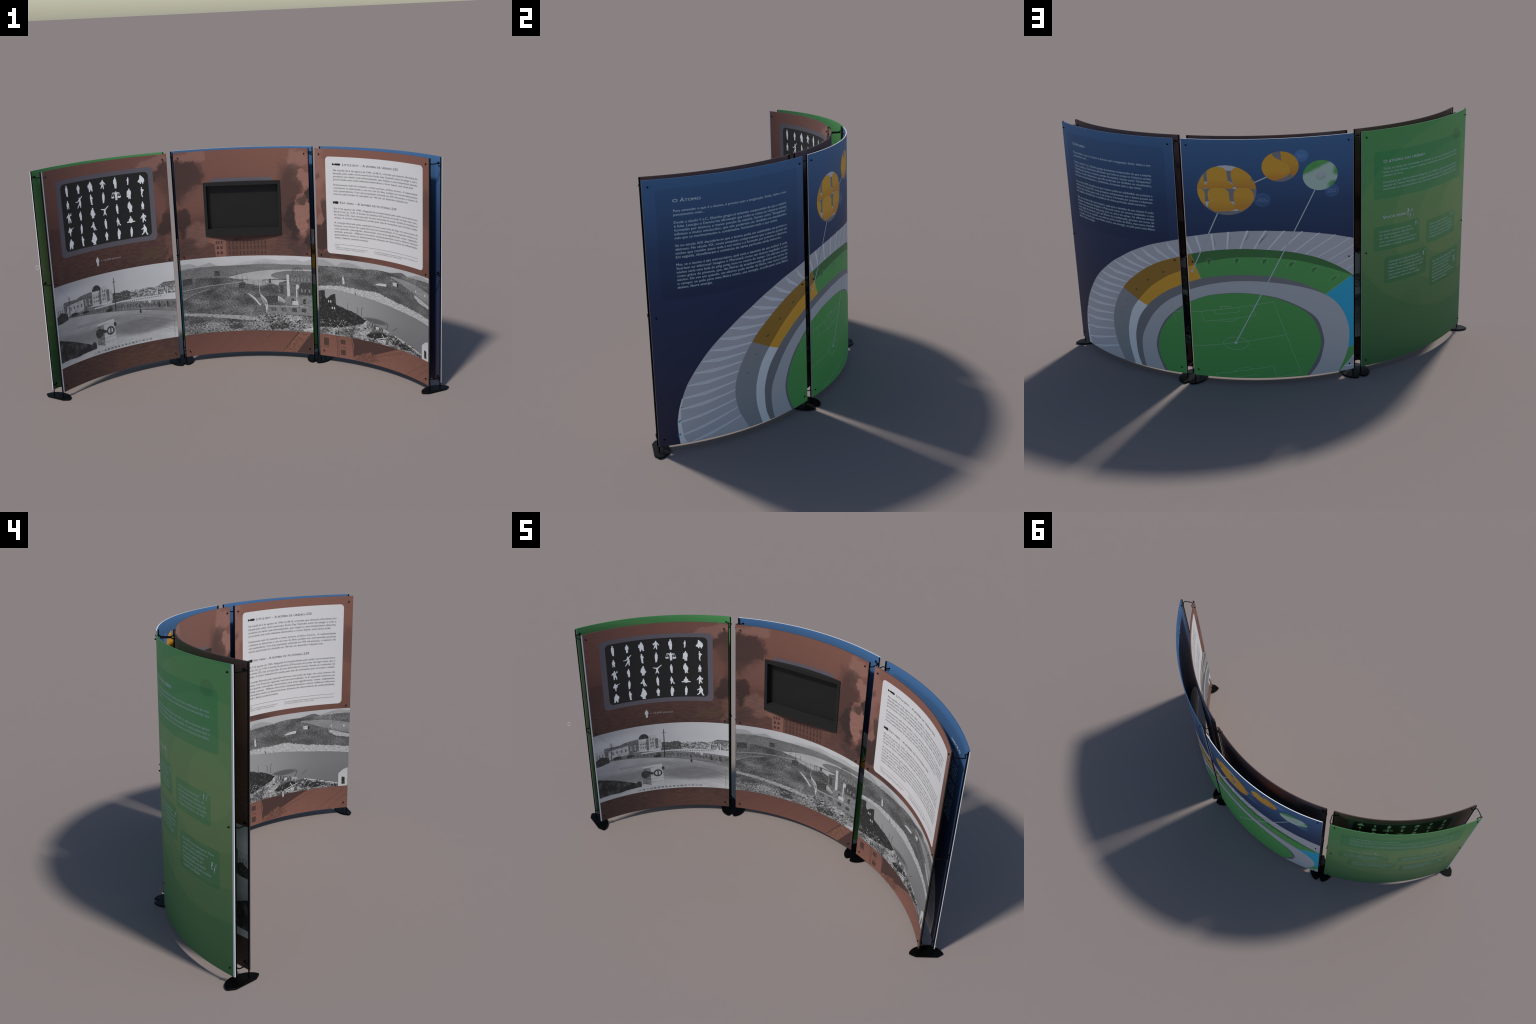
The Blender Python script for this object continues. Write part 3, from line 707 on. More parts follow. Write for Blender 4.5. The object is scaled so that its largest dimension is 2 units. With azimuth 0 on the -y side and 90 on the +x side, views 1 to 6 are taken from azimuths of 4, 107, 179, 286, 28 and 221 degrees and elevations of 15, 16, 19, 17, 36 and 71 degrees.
photo(1, 7, near1, under(ragged([(0, 330), (60, 322), (97, 322), (193, 294), (272, 264), (353, 246), (452, 216), (560, 192), (646, 170), (702.5, 160)], 5, 5, 20.0), 150), name="photograph_rubble")
dark1 = grain("photograph_shadow", "front", 1, [(0.3, 0.015), (0.52, 0.03), (0.75, 0.12)], 60, 1.2, 5.0, 0.65)
photo(1, 8, dark1, ragged([(0, 388), (34, 396), (36, 360), (42, 348), (68, 372), (93, 381), (97, 322), (150, 305), (200, 294), (277, 260), (244, 236), (180, 216), (104, 196), (0, 190)], 4, 6, 21.0), ragged([(300, 205), (380, 214), (440, 196), (380, 178), (320, 170), (270, 180)], 6, 6, 22.0), ragged([(470, 200), (560, 182), (600, 168), (520, 160), (450, 172)], 5, 6, 23.0), name="photograph_shadow")
photo(1, 9, grey(1, 0.45, 0.55, 0.6, 60), *[rect(x, z, x + 6, z + 12) for x, z in ((52, 330), (64, 330), (72, 296), (84, 296))], bar(452, 216, 646, 170, 5), [(649, 223), (676, 244), (700, 252), (700, 150), (649, 150)], [(334, 466), (360, 474), (402, 477), (402, 464), (334, 461)], [(134, 476), (140, 480), (146, 470), (149, 439), (138, 438)], [(442, 494), (470, 496), (470, 476), (446, 478)], bar(330, 172, 420, 200, 4), bar(370, 206, 392, 176, 4), [(330, 238), (352, 240), (350, 226), (334, 226)], rect(300, 236, 304, 252), rect(318, 238, 321, 254), rect(600, 478, 607, 488), rect(668, 472, 676, 484), name="photograph_bright_walls")
photo(1, 10, dark1, [(667, 203), (684, 201), (686, 163), (668, 162)], [(470, 494), (481, 492), (481, 474), (470, 474)], bar(208, 402, 214, 388, 4), *path([(222, 290), (224, 318), (218, 326)], 2), *path([(244, 282), (246, 318), (252, 330)], 2.4), *path([(398, 236), (410, 258), (404, 266)], 2.4), bar(440, 240, 470, 262, 1.8), bar(162, 302, 162, 338, 1.6), name="photograph_wreckage")

# -------- loose debris, posts and bright scraps strewn over the ruins
def debris(unit, seed, count, mat, layer, place, big):
    rng = random.Random(seed)
    out = []
    while len(out) < count:
        x, z = place(rng)
        l, h, t = rng.uniform(0.3, 1.0) * big, rng.uniform(0.2, 0.55) * big, rng.uniform(-0.7, 0.7)
        o = [(x + a * l * math.cos(t) - b * h * math.sin(t), z + a * l * math.sin(t) + b * h * math.cos(t)) for a, b in ((-1, -rng.random()), (1, -rng.random()), (rng.random(), 1), (-rng.random(), 1))]
        o = clip(o, 0.0, PHOTO_Z0, 702.4, PHOTO_Z1)
        if len(o) > 2:
            out.append(o)
    ob = decal("photograph_debris", "front", unit, layer, mat, *out)
    ob["kind"] = "stuff"
    return ob
scrap_light, scrap_dark = plain("photograph_scrap", 0.42), plain("photograph_scrap", 0.03)
near_ruin = lambda r: (r.uniform(380, 702), 158 + 85 * r.random() ** 1.3)
debris(0, 1, 130, scrap_light, 12, near_ruin, 6.0)
debris(0, 2, 120, scrap_dark, 13, near_ruin, 6.5)
debris(0, 3, 110, scrap_dark, 12, lambda r: (r.uniform(0, 400), 158 + 240 * r.random()), 5.5)
debris(0, 4, 90, plain("photograph_scrap", 0.34), 13, lambda r: (r.uniform(0, 420), 158 + 60 * r.random()), 4.0)
debris(0, 5, 60, scrap_dark, 12, lambda r: (r.uniform(20, 330), r.uniform(440, 512)), 4.0)
debris(0, 6, 70, scrap_light, 14, lambda r: (r.uniform(430, 702), r.uniform(246, 440)), 2.8)
debris(0, 7, 60, scrap_dark, 15, lambda r: (r.uniform(430, 702), r.uniform(250, 450)), 4.5)
slope = lambda r: (lambda x: (x, 156 + (150 - 0.2 * x) * r.random()))(r.uniform(0, 640))
debris(1, 8, 150, scrap_light, 11, lambda r: (lambda x: (x, 155 + (95 - 0.12 * x) * r.random()))(r.uniform(120, 640)), 4.5)
debris(1, 9, 150, scrap_dark, 12, slope, 7.0)
debris(1, 10, 80, scrap_light, 11, lambda r: (r.uniform(0, 160), r.uniform(155, 250)), 4.5)
debris(1, 11, 120, scrap_dark, 11, lambda r: (r.uniform(0, 680), r.uniform(430, 530) - 0.0), 4.0)
debris(1, 12, 60, plain("photograph_scrap", 0.36), 12, lambda r: (r.uniform(0, 460), r.uniform(432, 525)), 3.0)
debris(-1, 13, 90, scrap_dark, 9, lambda r: (r.uniform(80, 360), r.uniform(404, 476)), 3.6)
debris(-1, 14, 70, plain("photograph_scrap", 0.5), 9, lambda r: (r.uniform(400, 702), r.uniform(405, 445)), 3.6)
debris(-1, 15, 60, scrap_dark, 9, lambda r: (r.uniform(450, 702), r.uniform(405, 450)), 4.2)

# ------------------------------------------------------------------ brown details round the photographs
warm = lambda name, c: plain(name, c)
building_light = grain("brown_building", "front", 0, [(0.35, (0.2, 0.095, 0.072)), (0.65, (0.26, 0.125, 0.096))], 12)
building_dark = grain("brown_building", "front", 0, [(0.35, (0.115, 0.055, 0.043)), (0.65, (0.155, 0.075, 0.058))], 14)
brown_dark = plain("brown_window", (0.075, 0.04, 0.034))
decal("print_building", "front", 0, 1, building_light, [(150, 672), (195, 676), (249, 656), (248, 570), (192, 570), (186, 640), (150, 655)])
decal("print_building", "front", 0, 1, building_dark, [(249, 650), (470, 672), (520, 664), (500, 600), (470, 570), (248, 570)])
decal("print_windows", "front", 0, 2, brown_dark, *[rect(x, z, x + 12, z + 15) for x in (198, 217) for z in (584, 612)], *[rect(x, 640, x + 7, 656) for x in (196, 208, 222)], *[rect(262 + 19 * i, z, 270 + 19 * i, z + 20) for i in range(11) for z in (576, 606, 632)], bar(252, 652, 470, 674, 5), bar(290, 658, 330, 668, 18))
decal("print_lines", "front", 0, 1, plain("brown_line", (0.1, 0.052, 0.042)), *path([(0, 62), (134, 149)], 1.8), *path([(165, 36), (272, 148)], 1.2), *path([(232, 33), (360, 149)], 1.2), *path([(330, 33), (420, 149)], 1.0), *path([(375, 60), (430, 92)], 1.2), *path([(440, 110), (492, 140)], 3.0))
decal("print_rubble", "front", 0, 1, grain("brown_rubble", "front", 0, [(0.35, (0.11, 0.05, 0.038)), (0.5, (0.19, 0.088, 0.062)), (0.68, (0.25, 0.12, 0.085))], 70, 1.3), ragged([(520, 34), (570, 90), (616, 151)], 4, 6, 24.0) + [(700, 151), (640, 60), (615, 33)])
decal("print_shadow", "front", 0, 2, plain("brown_shadow", (0.066, 0.036, 0.031)), [(606, 33)] + ragged([(606, 33), (650, 92), (694, 151)], 4, 6, 25.0) + [(700, 151), (700, 33)])
decal("print_shadow", "front", 0, 2, plain("brown_shadow", (0.08, 0.043, 0.036)), bar(528, 34, 622, 150, 3, 8), *path([(560, 70), (600, 120)], 2))
decal("print_shadow", "front", 1, 1, plain("brown_shadow", (0.068, 0.036, 0.031)), [(186, 151), (474, 151), (317, 82), (211, 60), (190, 46), (196, 110)])
decal("print_rubble", "front", 1, 2, grain("brown_rubble", "front", 1, [(0.35, (0.08, 0.042, 0.034)), (0.5, (0.16, 0.073, 0.055)), (0.68, (0.21, 0.1, 0.074))], 70, 1.0), ragged([(196, 40), (240, 72), (290, 92), (330, 78), (360, 60), (300, 34), (210, 33)], 8, 6, 26.0))
decal("print_windows", "front", 1, 1, brown_dark, rect(22, 92, 50, 132), rect(22, 84, 50, 87), rect(117, 108, 146, 133), [(117, 94), (146, 93), (146, 88)], rect(118, 48, 146, 76), bar(182, 150, 196, 40, 3), bar(96, 150, 100, 34, 3), bar(106, 150, 108, 34, 2))
decal("print_lines", "front", 1, 1, plain("brown_line", (0.09, 0.047, 0.038)), *path([(320, 71), (410, 104), (504, 140)], 1.8), *path([(532, 36), (676, 133)], 1.5), *path([(596, 36), (693, 110)], 1.5), *path([(655, 34), (698, 66)], 1.5))

# ------------------------------------------------------------------ right front: text sheet
decal("text_sheet", "front", 1, 1, plain("white_sheet", (0.68, 0.665, 0.665)), rounded(56, 597, 655.5, 1098, 18))
lettering("heading_text", "front", 1, 2, ink_grey, line("Little boy – A bomba de urânio-235", 150, 1054, 17, 332, 0.012, True))
lettering("heading_text", "front", 1, 2, ink_grey, line("Fat man – A bomba de plutônio-239", 133, 859.5, 17, 338, 0.012, True))
def bomb(s, z, l, fat):
    return decal("bomb_symbol", "front", 1, 2, ink_black, limb(s + l * 0.35, z, fat * 0.8, s + l - fat, z, fat), bar(s + 2, z, s + l * 0.4, z, fat * 0.7, fat * 1.2), bar(s, z, s + l * 0.16, z, fat * 2.0, fat * 1.6))
bomb(93, 1059.5, 46, 5.5)
bomb(93, 865, 32, 7.5)
BODY = 13.2
TEXT_A = [("Na manhã de 6 de agosto de 1945, às 08:15, a bomba que destruiu Hiroshima foi", 1), ("lançada pelo avião norte-americano Enola Gay. Explodiu antes de atingir o solo e", 1), ("produziu um clarão azul-esbranquiçado, que chegou a uma temperatura absurda,", 1), ("provocando uma onda radioativa destruidora e, horas depois, uma chuva ácida.", 0.947)]
TEXT_B = [("Praticamente tudo foi reduzido a cinzas: pessoas, prédios, árvores... A radioatividade", 1), ("continuou se alastrando e, em um raio de 3km, podiam ser encontradas pessoas", 1), ("com queimaduras. Com uma população estimada em 350 mil pessoas, o número de", 1), ("mortos pela bomba foi calculado em 140 mil, em dezembro daquele ano.", 0.872)]
TEXT_C = [("Em 9 de agosto de 1945, Nagasaki foi bombardeada pelo avião norte-americano", 1), ("Bock's Car, às 11:02. A bomba de plutônio-239 possuía um poder de fogo maior que a", 1), ("de urânio-235, mas a proporção da área destruída foi menor devido às condições do", 1), ("tempo. A nuvem radioativa foi contida pelo vale de montanhas que circunda a cidade.", 1)]
TEXT_D = [("A energia liberada pela explosão formou uma bola de fogo em uma nuvem de", 1), ("fumaça, com forma de cogumelo marrom-avermelhado. O ar aquecido deslocou-se", 1), ("com grande velocidade, destruindo uma área significativa: casas, vegetação,", 1), ("animais, pessoas... Milhares morreram instantaneamente; outros milhares sofreram", 1), ("queimaduras sérias ou desenvolveram doenças em decorrência da radioatividade,", 1), ("vindo a falecer posteriormente.", 0.375)]
for text, z in ((TEXT_A, 1025.5), (TEXT_B, 951.5), (TEXT_C, 829.5), (TEXT_D, 756.5)):
    lettering("body_text", "front", 1, 2, ink_grey, *column(text, 98, z, 15.6, BODY, 518))
decal("rule_line", "front", 1, 2, ink_grey, bar(98, 648, 617, 648, 1.3))
lettering("source_text", "front", 1, 2, ink_grey, line("Fontes:", 98, 637, 8.5), line("- Instituto de Estudos Japoneses - www.iej.uem.br", 98, 628.5, 8.5, 190), line("- Hiroshima e Nagasaki - www.bullfino.ufsc.br", 98, 620, 8.5, 172),
          line("- Hiroshima & Nagasaki Remembered - www.hiroshima-remembered.com", 325, 630.5, 8.5, 290), line("- U.S. Strategic Bombing Survey: Franklin D'Olier", 325, 622, 8.5, 180))

# grey plate behind the television
decal("rounded_plate", "front", 0, 1, plain("slate_ink", (0.125, 0.112, 0.135)), [(187, 966), (506, 966)] + rounded(187, 940, 506, 989, 8)[7:21])

# ------------------------------------------------------------------ back: stadium drawing over two panels
# One drawing in mm; the right hand panel (unit 0) starts where the left hand one (unit 1) ends.
LEFT = W_BACK * 1000
grey_roof = plain("roof_ink", (0.63, 0.62, 0.655))
pale_rib = plain("rib_ink", (0.93, 0.95, 0.98))
rib_shadow = plain("rib_ink", (0.53, 0.53, 0.56))
seat_green = plain("seat_green_ink", (0.135, 0.47, 0.13))
seat_green_dark = plain("seat_green_ink", (0.08, 0.235, 0.075))
seat_orange = plain("seat_orange_ink", (0.96, 0.48, 0.055))
seat_orange_dark = plain("seat_orange_ink", (0.46, 0.24, 0.04))
seat_grey = plain("seat_grey_ink", (0.37, 0.38, 0.4))
seat_white = plain("seat_white_ink", (0.95, 0.97, 0.98))
seat_blue = plain("seat_blue_ink", (0.045, 0.53, 0.8))
ring_dark = plain("ring_ink", (0.265, 0.265, 0.28))
ring_light = plain("ring_ink", (0.62, 0.62, 0.64))
grass = plain("grass_ink", (0.125, 0.46, 0.12))
turf_edge = plain("ring_ink", (0.22, 0.21, 0.23))
chalk = plain("chalk_ink", (0.42, 0.64, 0.42))

# boundaries of the bowl, each as (left panel, right panel) control points, outermost first
ROOF = ([(88, 31), (83, 75), (82, 128), (91, 184), (106, 228), (128, 282), (158, 330), (192, 375), (229, 417), (274, 458), (322, 494), (375, 531), (433, 564), (487, 594), (549, 622), (614, 647), (689, 668), (754, 684)],
        [(0, 699), (110, 720), (197, 730), (273, 735), (386, 733), (504, 723), (591, 709), (665, 693), (754, 667)])
EAVES = ([(400, 31), (379, 69), (355, 117), (342, 169), (339, 211), (346, 262), (364, 310), (392, 362), (429, 410), (454, 438), (496, 474), (571, 527), (652, 569), (754, 604)],
         [(0, 617), (95, 639), (184, 650), (280, 653), (384, 645), (478, 630), (575, 600), (649, 564), (706, 528), (754, 491)])
TIER = ([(468, 31), (444, 116), (440, 183), (449, 240), (476, 310), (518, 365), (551, 400), (599, 446), (684, 504), (754, 536)],
        [(0, 560), (31, 572), (93, 591), (192, 610), (288, 615), (383, 610), (478, 595), (574, 567), (649, 538), (705, 513), (754, 489)])
RAIL = ([(510, 31), (491, 82), (485, 145), (489, 204), (517, 280), (568, 345), (612, 386), (681, 434), (754, 471)],
        [(0, 487), (56, 507), (139, 524), (237, 532), (333, 529), (428, 512), (524, 477), (617, 420), (660, 385), (700, 331), (726, 258), (731, 208), (725, 144), (703, 82), (675, 31)])
WALK = ([(537, 31), (527, 70), (521, 128), (528, 186), (561, 254), (610, 323), (680, 386), (754, 428)],
        [(0, 451), (87, 481), (187, 500), (284, 504), (379, 495), (475, 476), (573, 442), (648, 396), (699, 331), (726, 258), (731, 208), (725, 144), (703, 82), (675, 31)])
MOAT = ([(642, 31), (622, 74), (607, 123), (606, 173), (632, 244), (677, 308), (754, 372)],
        [(0, 395), (84, 429), (160, 443), (233, 448), (330, 439), (425, 412), (522, 358), (581, 300), (607, 211), (604, 158), (583, 90), (539, 31)])
LAWN = ([(657, 31), (634, 70), (618, 119), (617, 169), (640, 241), (686, 305), (754, 366)],
        [(0, 394), (84, 427.5), (160, 441), (233, 446), (330, 437), (425, 407), (512, 357), (565, 296), (592, 213), (591, 170), (573, 113), (523, 31)])

def bowl(side, ring):
    """area inside a boundary on one panel, down to the lower edge"""
    c = curve(ring[side])
    if side == 0:
        o = c + [(754, 31.2)]
    else:
        o = [(0, 31.2)] + c + ([(754, 31.2)] if c[-1][0] > 745 else [])
    return clip(o, 0.0, 31.2, LEFT, 1136)

def between(points, side, ring_a, ring_b):
    return curve(ring_a[side]), curve(ring_b[side])

for side, unit in ((0, 1), (1, 0)):
    decal("stadium_roof", "back", unit, 2, grey_roof, bowl(side, ROOF))
    decal("stadium_seats", "back", unit, 4, seat_grey if side == 0 else seat_green_dark, bowl(side, EAVES))
    decal("stadium_seats", "back", unit, 5, seat_white if side == 0 else seat_green, bowl(side, TIER))
    decal("stadium_ring", "back", unit, 7, ring_dark, bowl(side, RAIL))
    decal("stadium_ring", "back", unit, 8, ring_light, bowl(side, WALK))
    decal("stadium_ring", "back", unit, 9, turf_edge, bowl(side, MOAT))
    decal("stadium_lawn", "back", unit, 10, grass, bowl(side, LAWN))

def pick(ring, side, lo, hi, ax=0):
    return [p for p in curve(ring[side], 12) if lo <= p[ax] <= hi]
# orange block of seats, left panel from the radial cut at s = 429..566 to the panel edge, and a wedge on the right panel
a, b, c = pick(EAVES, 0, 429, 754), pick(TIER, 0, 518, 754), pick(RAIL, 0, 567, 754)
a = [p for p in a if p[1] > 409]; b = [p for p in b if p[1] > 364]; c = [p for p in c if p[1] > 343]
decal("stadium_seats", "back", 1, 6, seat_orange_dark, a + b[::-1])
decal("stadium_seats", "back", 1, 6, seat_orange, b + c[::-1])
a, b, c = pick(EAVES, 1, 0, 15), pick(TIER, 1, 0, 34), pick(RAIL, 1, 0, 57)
decal("stadium_seats", "back", 0, 6, seat_orange_dark, a + [(15, 621), (34, 573)] + b[::-1])
decal("stadium_seats", "back", 0, 6, seat_orange, b + [(34, 573), (58, 508)] + c[::-1])
decal("stadium_divider", "back", 0, 7, plain("pale_line_ink", (0.55, 0.6, 0.35)), *path([(14, 623), (34, 572), (58, 507)], 1.8))
# blue block and the green corner at the right edge of the right panel
rail_right = [p for p in curve(RAIL[1], 12) if p[0] >= 617 and p[1] <= 421]
upper = [p for p in rail_right if p[1] >= 146]
lower = [p for p in rail_right if p[1] <= 146]
decal("stadium_seats", "back", 0, 6, seat_blue, upper + [(726, 145), (753.4, 149), (753.4, 494), (746, 496)])
decal("stadium_seats", "back", 0, 6, seat_green, lower + [(678, 31.5), (754 - 4, 98), (753.4, 104), (753.4, 148), (725, 144)])
decal("stadium_roof", "back", 0, 7, grey_roof, [(681, 31.5), (746, 97), (753.4, 106), (753.4, 31.5)])
decal("stadium_rib", "back", 0, 8, pale_rib, [(704, 52), (710, 56), (753.4, 55), (753.4, 47)], [(744, 92), (748, 96), (753.4, 104), (753.4, 90)])
decal("stadium_divider", "back", 0, 8, plain("pale_line_ink", (0.5, 0.62, 0.5)), *path([(617, 420), (748, 497)], 1.6), bar(725, 144.5, 751, 148.5, 1.6))
decal("stadium_shadow", "back", 0, 7, seat_green_dark, [(735, 500), (746, 497), (753.4, 490), (753.4, 483), (744, 489)])

# roof ribs: outer end on the rim, inner end on the eaves; each a pale blade plus a wedge drawn darker as its shadow
OUT_L = [(689, 667), (618, 646), (552, 622), (491, 594), (434, 564), (377, 530), (323, 493), (276, 457), (232, 415), (193, 374), (159, 330), (130, 281), (107, 229), (95, 183), (89, 126), (91, 67), (140, 33)]
IN_L = [(750, 604), (704, 587), (656, 568), (612, 548), (572, 526), (535, 504), (496, 473), (457, 442), (431, 409), (400, 374), (378, 338), (359, 300), (345, 260), (339, 220), (339, 179), (346, 140), (361, 98), (385, 58)]
blades, wedges = [], []
for i, (x0, z0) in enumerate(OUT_L):
    x1, z1 = IN_L[i]
    d = math.hypot(x1 - x0, z1 - z0)
    ux, uz = (x1 - x0) / d, (z1 - z0) / d
    nx, nz = uz, -ux
    if nz > 0:
        nx, nz = -nx, -nz
    k = 12 if i < 14 else 9
    belly = 0.36
    blades.append(clip([(x0, z0 + 3), (x0 + 3, z0 - 1), (x0 + ux * d * belly + nx * k, z0 + uz * d * belly + nz * k), (x1 + nx * 2.5, z1 + nz * 2.5), (x1, z1 + 2)], 0, 31.2, LEFT, 1136))
    wedges.append(clip([(x0 + ux * d * 0.1, z0 + uz * d * 0.1), (x0 + ux * d * (belly - 0.05) + nx * (k - 4), z0 + uz * d * (belly - 0.05) + nz * (k - 4)), (x0 + ux * d * 0.9 + nx * 1, z0 + uz * d * 0.9 + nz * 1)], 0, 31.2, LEFT, 1136))
decal("stadium_rib", "back", 1, 3, pale_rib, *[b for b in blades if len(b) > 2])
decal("stadium_rib", "back", 1, 4, plain("rib_ink", (0.8, 0.82, 0.87)), *[b for b in wedges if len(b) > 2])
blades, wedges = [], []
for (x0, z0), (x1, z1) in zip([(-8, 690), (44, 706), (116, 718), (193, 730), (277, 736), (356, 735), (436, 731), (514, 723), (591, 710), (665, 694), (737, 671), (790, 650), (810, 610), (840, 580)],
                              [(22, 624), (65, 635), (126, 645), (185, 650), (242, 652), (303, 652), (363, 648), (419, 641), (476, 631), (526, 617), (582, 599), (629, 578), (675, 552), (716, 526)]):
    lean = (x1 - x0)
    blades.append(clip([(x0 - 4, z0), (x0 + 6, z0 + 1), (x1 + 4, z1), (x1 - 3, z1)], 0, 31.2, LEFT, 1136))
    if -56 < lean < 12:
        wedges.append(clip([(x0 + 6, z0 - 2), (x0 + 10, z0 - 18), (x1 + 14 - 0.1 * lean, z1 + 36), (x1 + 4, z1 + 4)], 0, 31.2, LEFT, 1136))
decal("stadium_rib", "back", 0, 3, pale_rib, *[b for b in blades if len(b) > 2])
decal("stadium_shadow", "back", 0, 3, rib_shadow, *[b for b in wedges if len(b) > 2])

# gangway openings in the seats
gate_line = plain("gate_line_ink", (0.4, 0.58, 0.4))
for x, z, w, lean in ((103, 589, 24, -2), (228, 598, 24, 2), (349, 594, 28, 6), (464, 574, 30, 12), (564, 541, 32, 18), (658, 491, 30, 20)):
    decal("stadium_gate", "back", 0, 6, seat_green_dark, [(x - w * 0.4 + lean * 0.6, z + 8), (x + w * 0.25 + lean * 0.6, z + 10), (x + w * 0.1, z - 2), (x - w * 0.3, z - 14)] if x < 620 else bar(x - 10, z - 9, x + 12, z + 10, 5))
    decal("stadium_gate", "back", 0, 7, gate_line, *path([(x - w / 2 - lean * 0.7, z - 14), (x - w / 2 + lean * 0.5, z + 13), (x + w / 2 + lean * 0.5, z + 15), (x + w / 2 - lean * 0.7, z - 12)], 1.2))
decal("stadium_gate", "back", 0, 7, plain("gate_line_ink", (0.15, 0.5, 0.6)), *path([(712, 418), (732, 442), (741, 436), (721, 412)], 1.2, True))
for x, z in ((669, 520), (583, 470), (512, 413)):
    decal("stadium_gate", "back", 1, 7, plain("gate_ink", (0.16, 0.12, 0.04)), [(x - 10, z + 2), (x + 4, z + 9), (x + 5, z + 1), (x - 4, z - 3)])
    decal("stadium_gate", "back", 1, 7, seat_orange_dark, *path([(x - 12, z + 6), (x + 6, z + 12), (x + 14, z - 10)], 1.2))
for x, z in ((448, 349), (401, 277)):
    decal("stadium_gate", "back", 1, 7, plain("gate_ink", (0.14, 0.14, 0.15)), [(x - 8, z), (x, z + 4), (x + 6, z + 1)])
decal("stadium_stripe", "back", 1, 4, plain("stripe_ink", (0.04, 0.36, 0.55)), bar(96, 186, 104, 194, 5), bar(85, 128, 95, 136, 6), bar(80, 66, 92, 76, 7))
decal("stadium_stripe", "back", 1, 4, seat_white, [(104, 229), (110, 228), (98, 183), (96, 126), (104, 60), (118, 33), (90, 33), (84, 75), (82, 128), (91, 184)])

# pitch markings
marks = path([(0, 343), (381, 404), (500, 46)], 1.6) + path([(433, 243), (0, 175)], 1.6) + path([(52, 352), (61, 303), (300, 340), (288, 390)], 1.5) + path([(115, 361), (119, 341), (228, 358), (223, 378)], 1.5)
marks += path([(136, 314), (155, 309), (174, 308), (200, 313), (226, 328)], 1.4) + path([(107, 36), (107, 48), (372, 91), (388, 34)], 1.5) + path([(188, 61), (215, 78), (249, 85), (291, 77)], 1.4) + path([(210, 36), (300, 50), (304, 36)], 1.3) + path([(388, 34), (500, 46)], 1.4)
decal("pitch_line", "back", 0, 11, chalk, *marks)
decal("pitch_line", "back", 0, 11, chalk, oval_ring(206, 204, 58, 31, 1.6))
decal("pitch_line", "back", 0, 12, plain("goal_ink", (0.45, 0.62, 0.45)), *path([(146, 367), (144, 379), (189, 385), (191, 375)], 2.2))
decal("pitch_line", "back", 1, 11, chalk, *path([(754, 343), (703, 334), (718, 290)], 1.5))

# ------------------------------------------------------------------ back: magnified details
yellow = plain("seat_yellow_ink", (0.88, 0.45, 0.055))
amber = plain("seat_amber_ink", (0.80, 0.37, 0.05))
gap_grey = plain("gap_ink", (0.27, 0.27, 0.285))
pale_grey = plain("pale_grey_ink", (0.72, 0.72, 0.75))
def fade(name, low, high, z0, z1):
    n = Nodes(name)
    s, z = n.print_coords("back", 0)
    return n.done(n.mix(n.step(z, z0 / 1000, z1 / 1000), low, high))
yellow_top = fade("seat_yellow_ink", (0.78, 0.35, 0.05), (0.9, 0.47, 0.055), 922, 975)
yellow_low = fade("seat_yellow_ink", (0.78, 0.35, 0.05), (0.9, 0.47, 0.055), 822, 880)
BIG = ellipse(193.5, 917, 130, 110, 60)
def within(o, e=(193.5, 917, 129.5, 109.5)):
    """clip an outline to an ellipse by pulling outside points in along the radius"""
    out = []
    for x, z in o:
        d = math.hypot((x - e[0]) / e[2], (z - e[1]) / e[3])
        out.append((x, z) if d <= 1 else (e[0] + (x - e[0]) / d, e[1] + (z - e[1]) / d))
    return out
decal("magnified_seats", "back", 0, 3, gap_grey, BIG)
decal("magnified_seats", "back", 0, 4, pale_grey, within(ellipse(193.5, 917, 129.5, 109.5, 60)[8:23] + [(140, 1004), (250, 1004)][::1]) if False else within([(140, 1003), (250, 1003), (246, 1018), (220, 1024), (194, 1027), (165, 1024), (142, 1016)]))
decal("magnified_seats", "back", 0, 4, pale_grey, [(95, 953), (111, 953), (104, 936)], [(200, 960), (222, 948), (230, 936), (219, 946), (203, 954)], [(97, 864), (115, 866), (105, 838)], [(208, 869), (228, 866), (236, 842), (222, 856)], [(96, 922), (106, 922), (101, 928)], [(218, 924), (244, 922), (230, 934)], within([(160, 824), (246, 826), (238, 834), (170, 826)]))
decal("magnified_seat", "back", 0, 5, yellow_top, within(curve([(111, 952), (112, 1000), (128, 1013), (151, 1019), (180, 1016), (196, 1001), (201, 963), (212, 950), (229, 938), (216, 924)], 4) + [(106, 922), (104, 934)]))
decal("magnified_seat", "back", 0, 5, yellow_top, within([(66, 935), (82, 965), (97, 987), (95, 955), (105, 936), (95, 922), (65, 922)]))
decal("magnified_seat", "back", 0, 6, fade("seat_amber_ink", (0.74, 0.33, 0.05), (0.88, 0.45, 0.055), 922, 985), within(curve([(224, 946), (217, 975), (218, 1000), (228, 1012), (244, 1018), (275, 1002), (300, 980), (302, 966), (310, 956), (317, 952), (323, 921)], 4) + [(243, 922)]))
decal("magnified_seat", "back", 0, 6, yellow_low, within(curve([(115, 868), (111, 890), (114, 913), (134, 925), (160, 927), (182, 925), (202, 911), (206, 880), (209, 870), (222, 854), (236, 838)], 4) + [(219, 827), (180, 823), (136, 821), (109, 843)]))
decal("magnified_seat", "back", 0, 7, fade("seat_amber_ink", (0.76, 0.34, 0.05), (0.88, 0.45, 0.055), 840, 900), within(curve([(236, 835), (227, 852), (224, 885), (228, 913), (244, 926), (270, 927), (294, 923), (310, 904), (312, 876)], 4) + [(290, 845), (256, 823)]))
decal("magnified_seat", "back", 0, 5, yellow_low, within(curve([(65, 921), (88, 920), (98, 899), (97, 864), (103, 839)], 4) + [(80, 864), (66, 895)]))
SMALL = (427.5, 1016.5, 79, 65.5)
decal("magnified_seat", "back", 0, 3, fade("seat_amber_ink", (0.68, 0.28, 0.05), (0.84, 0.42, 0.055), 965, 1040), ellipse(*SMALL, 50))
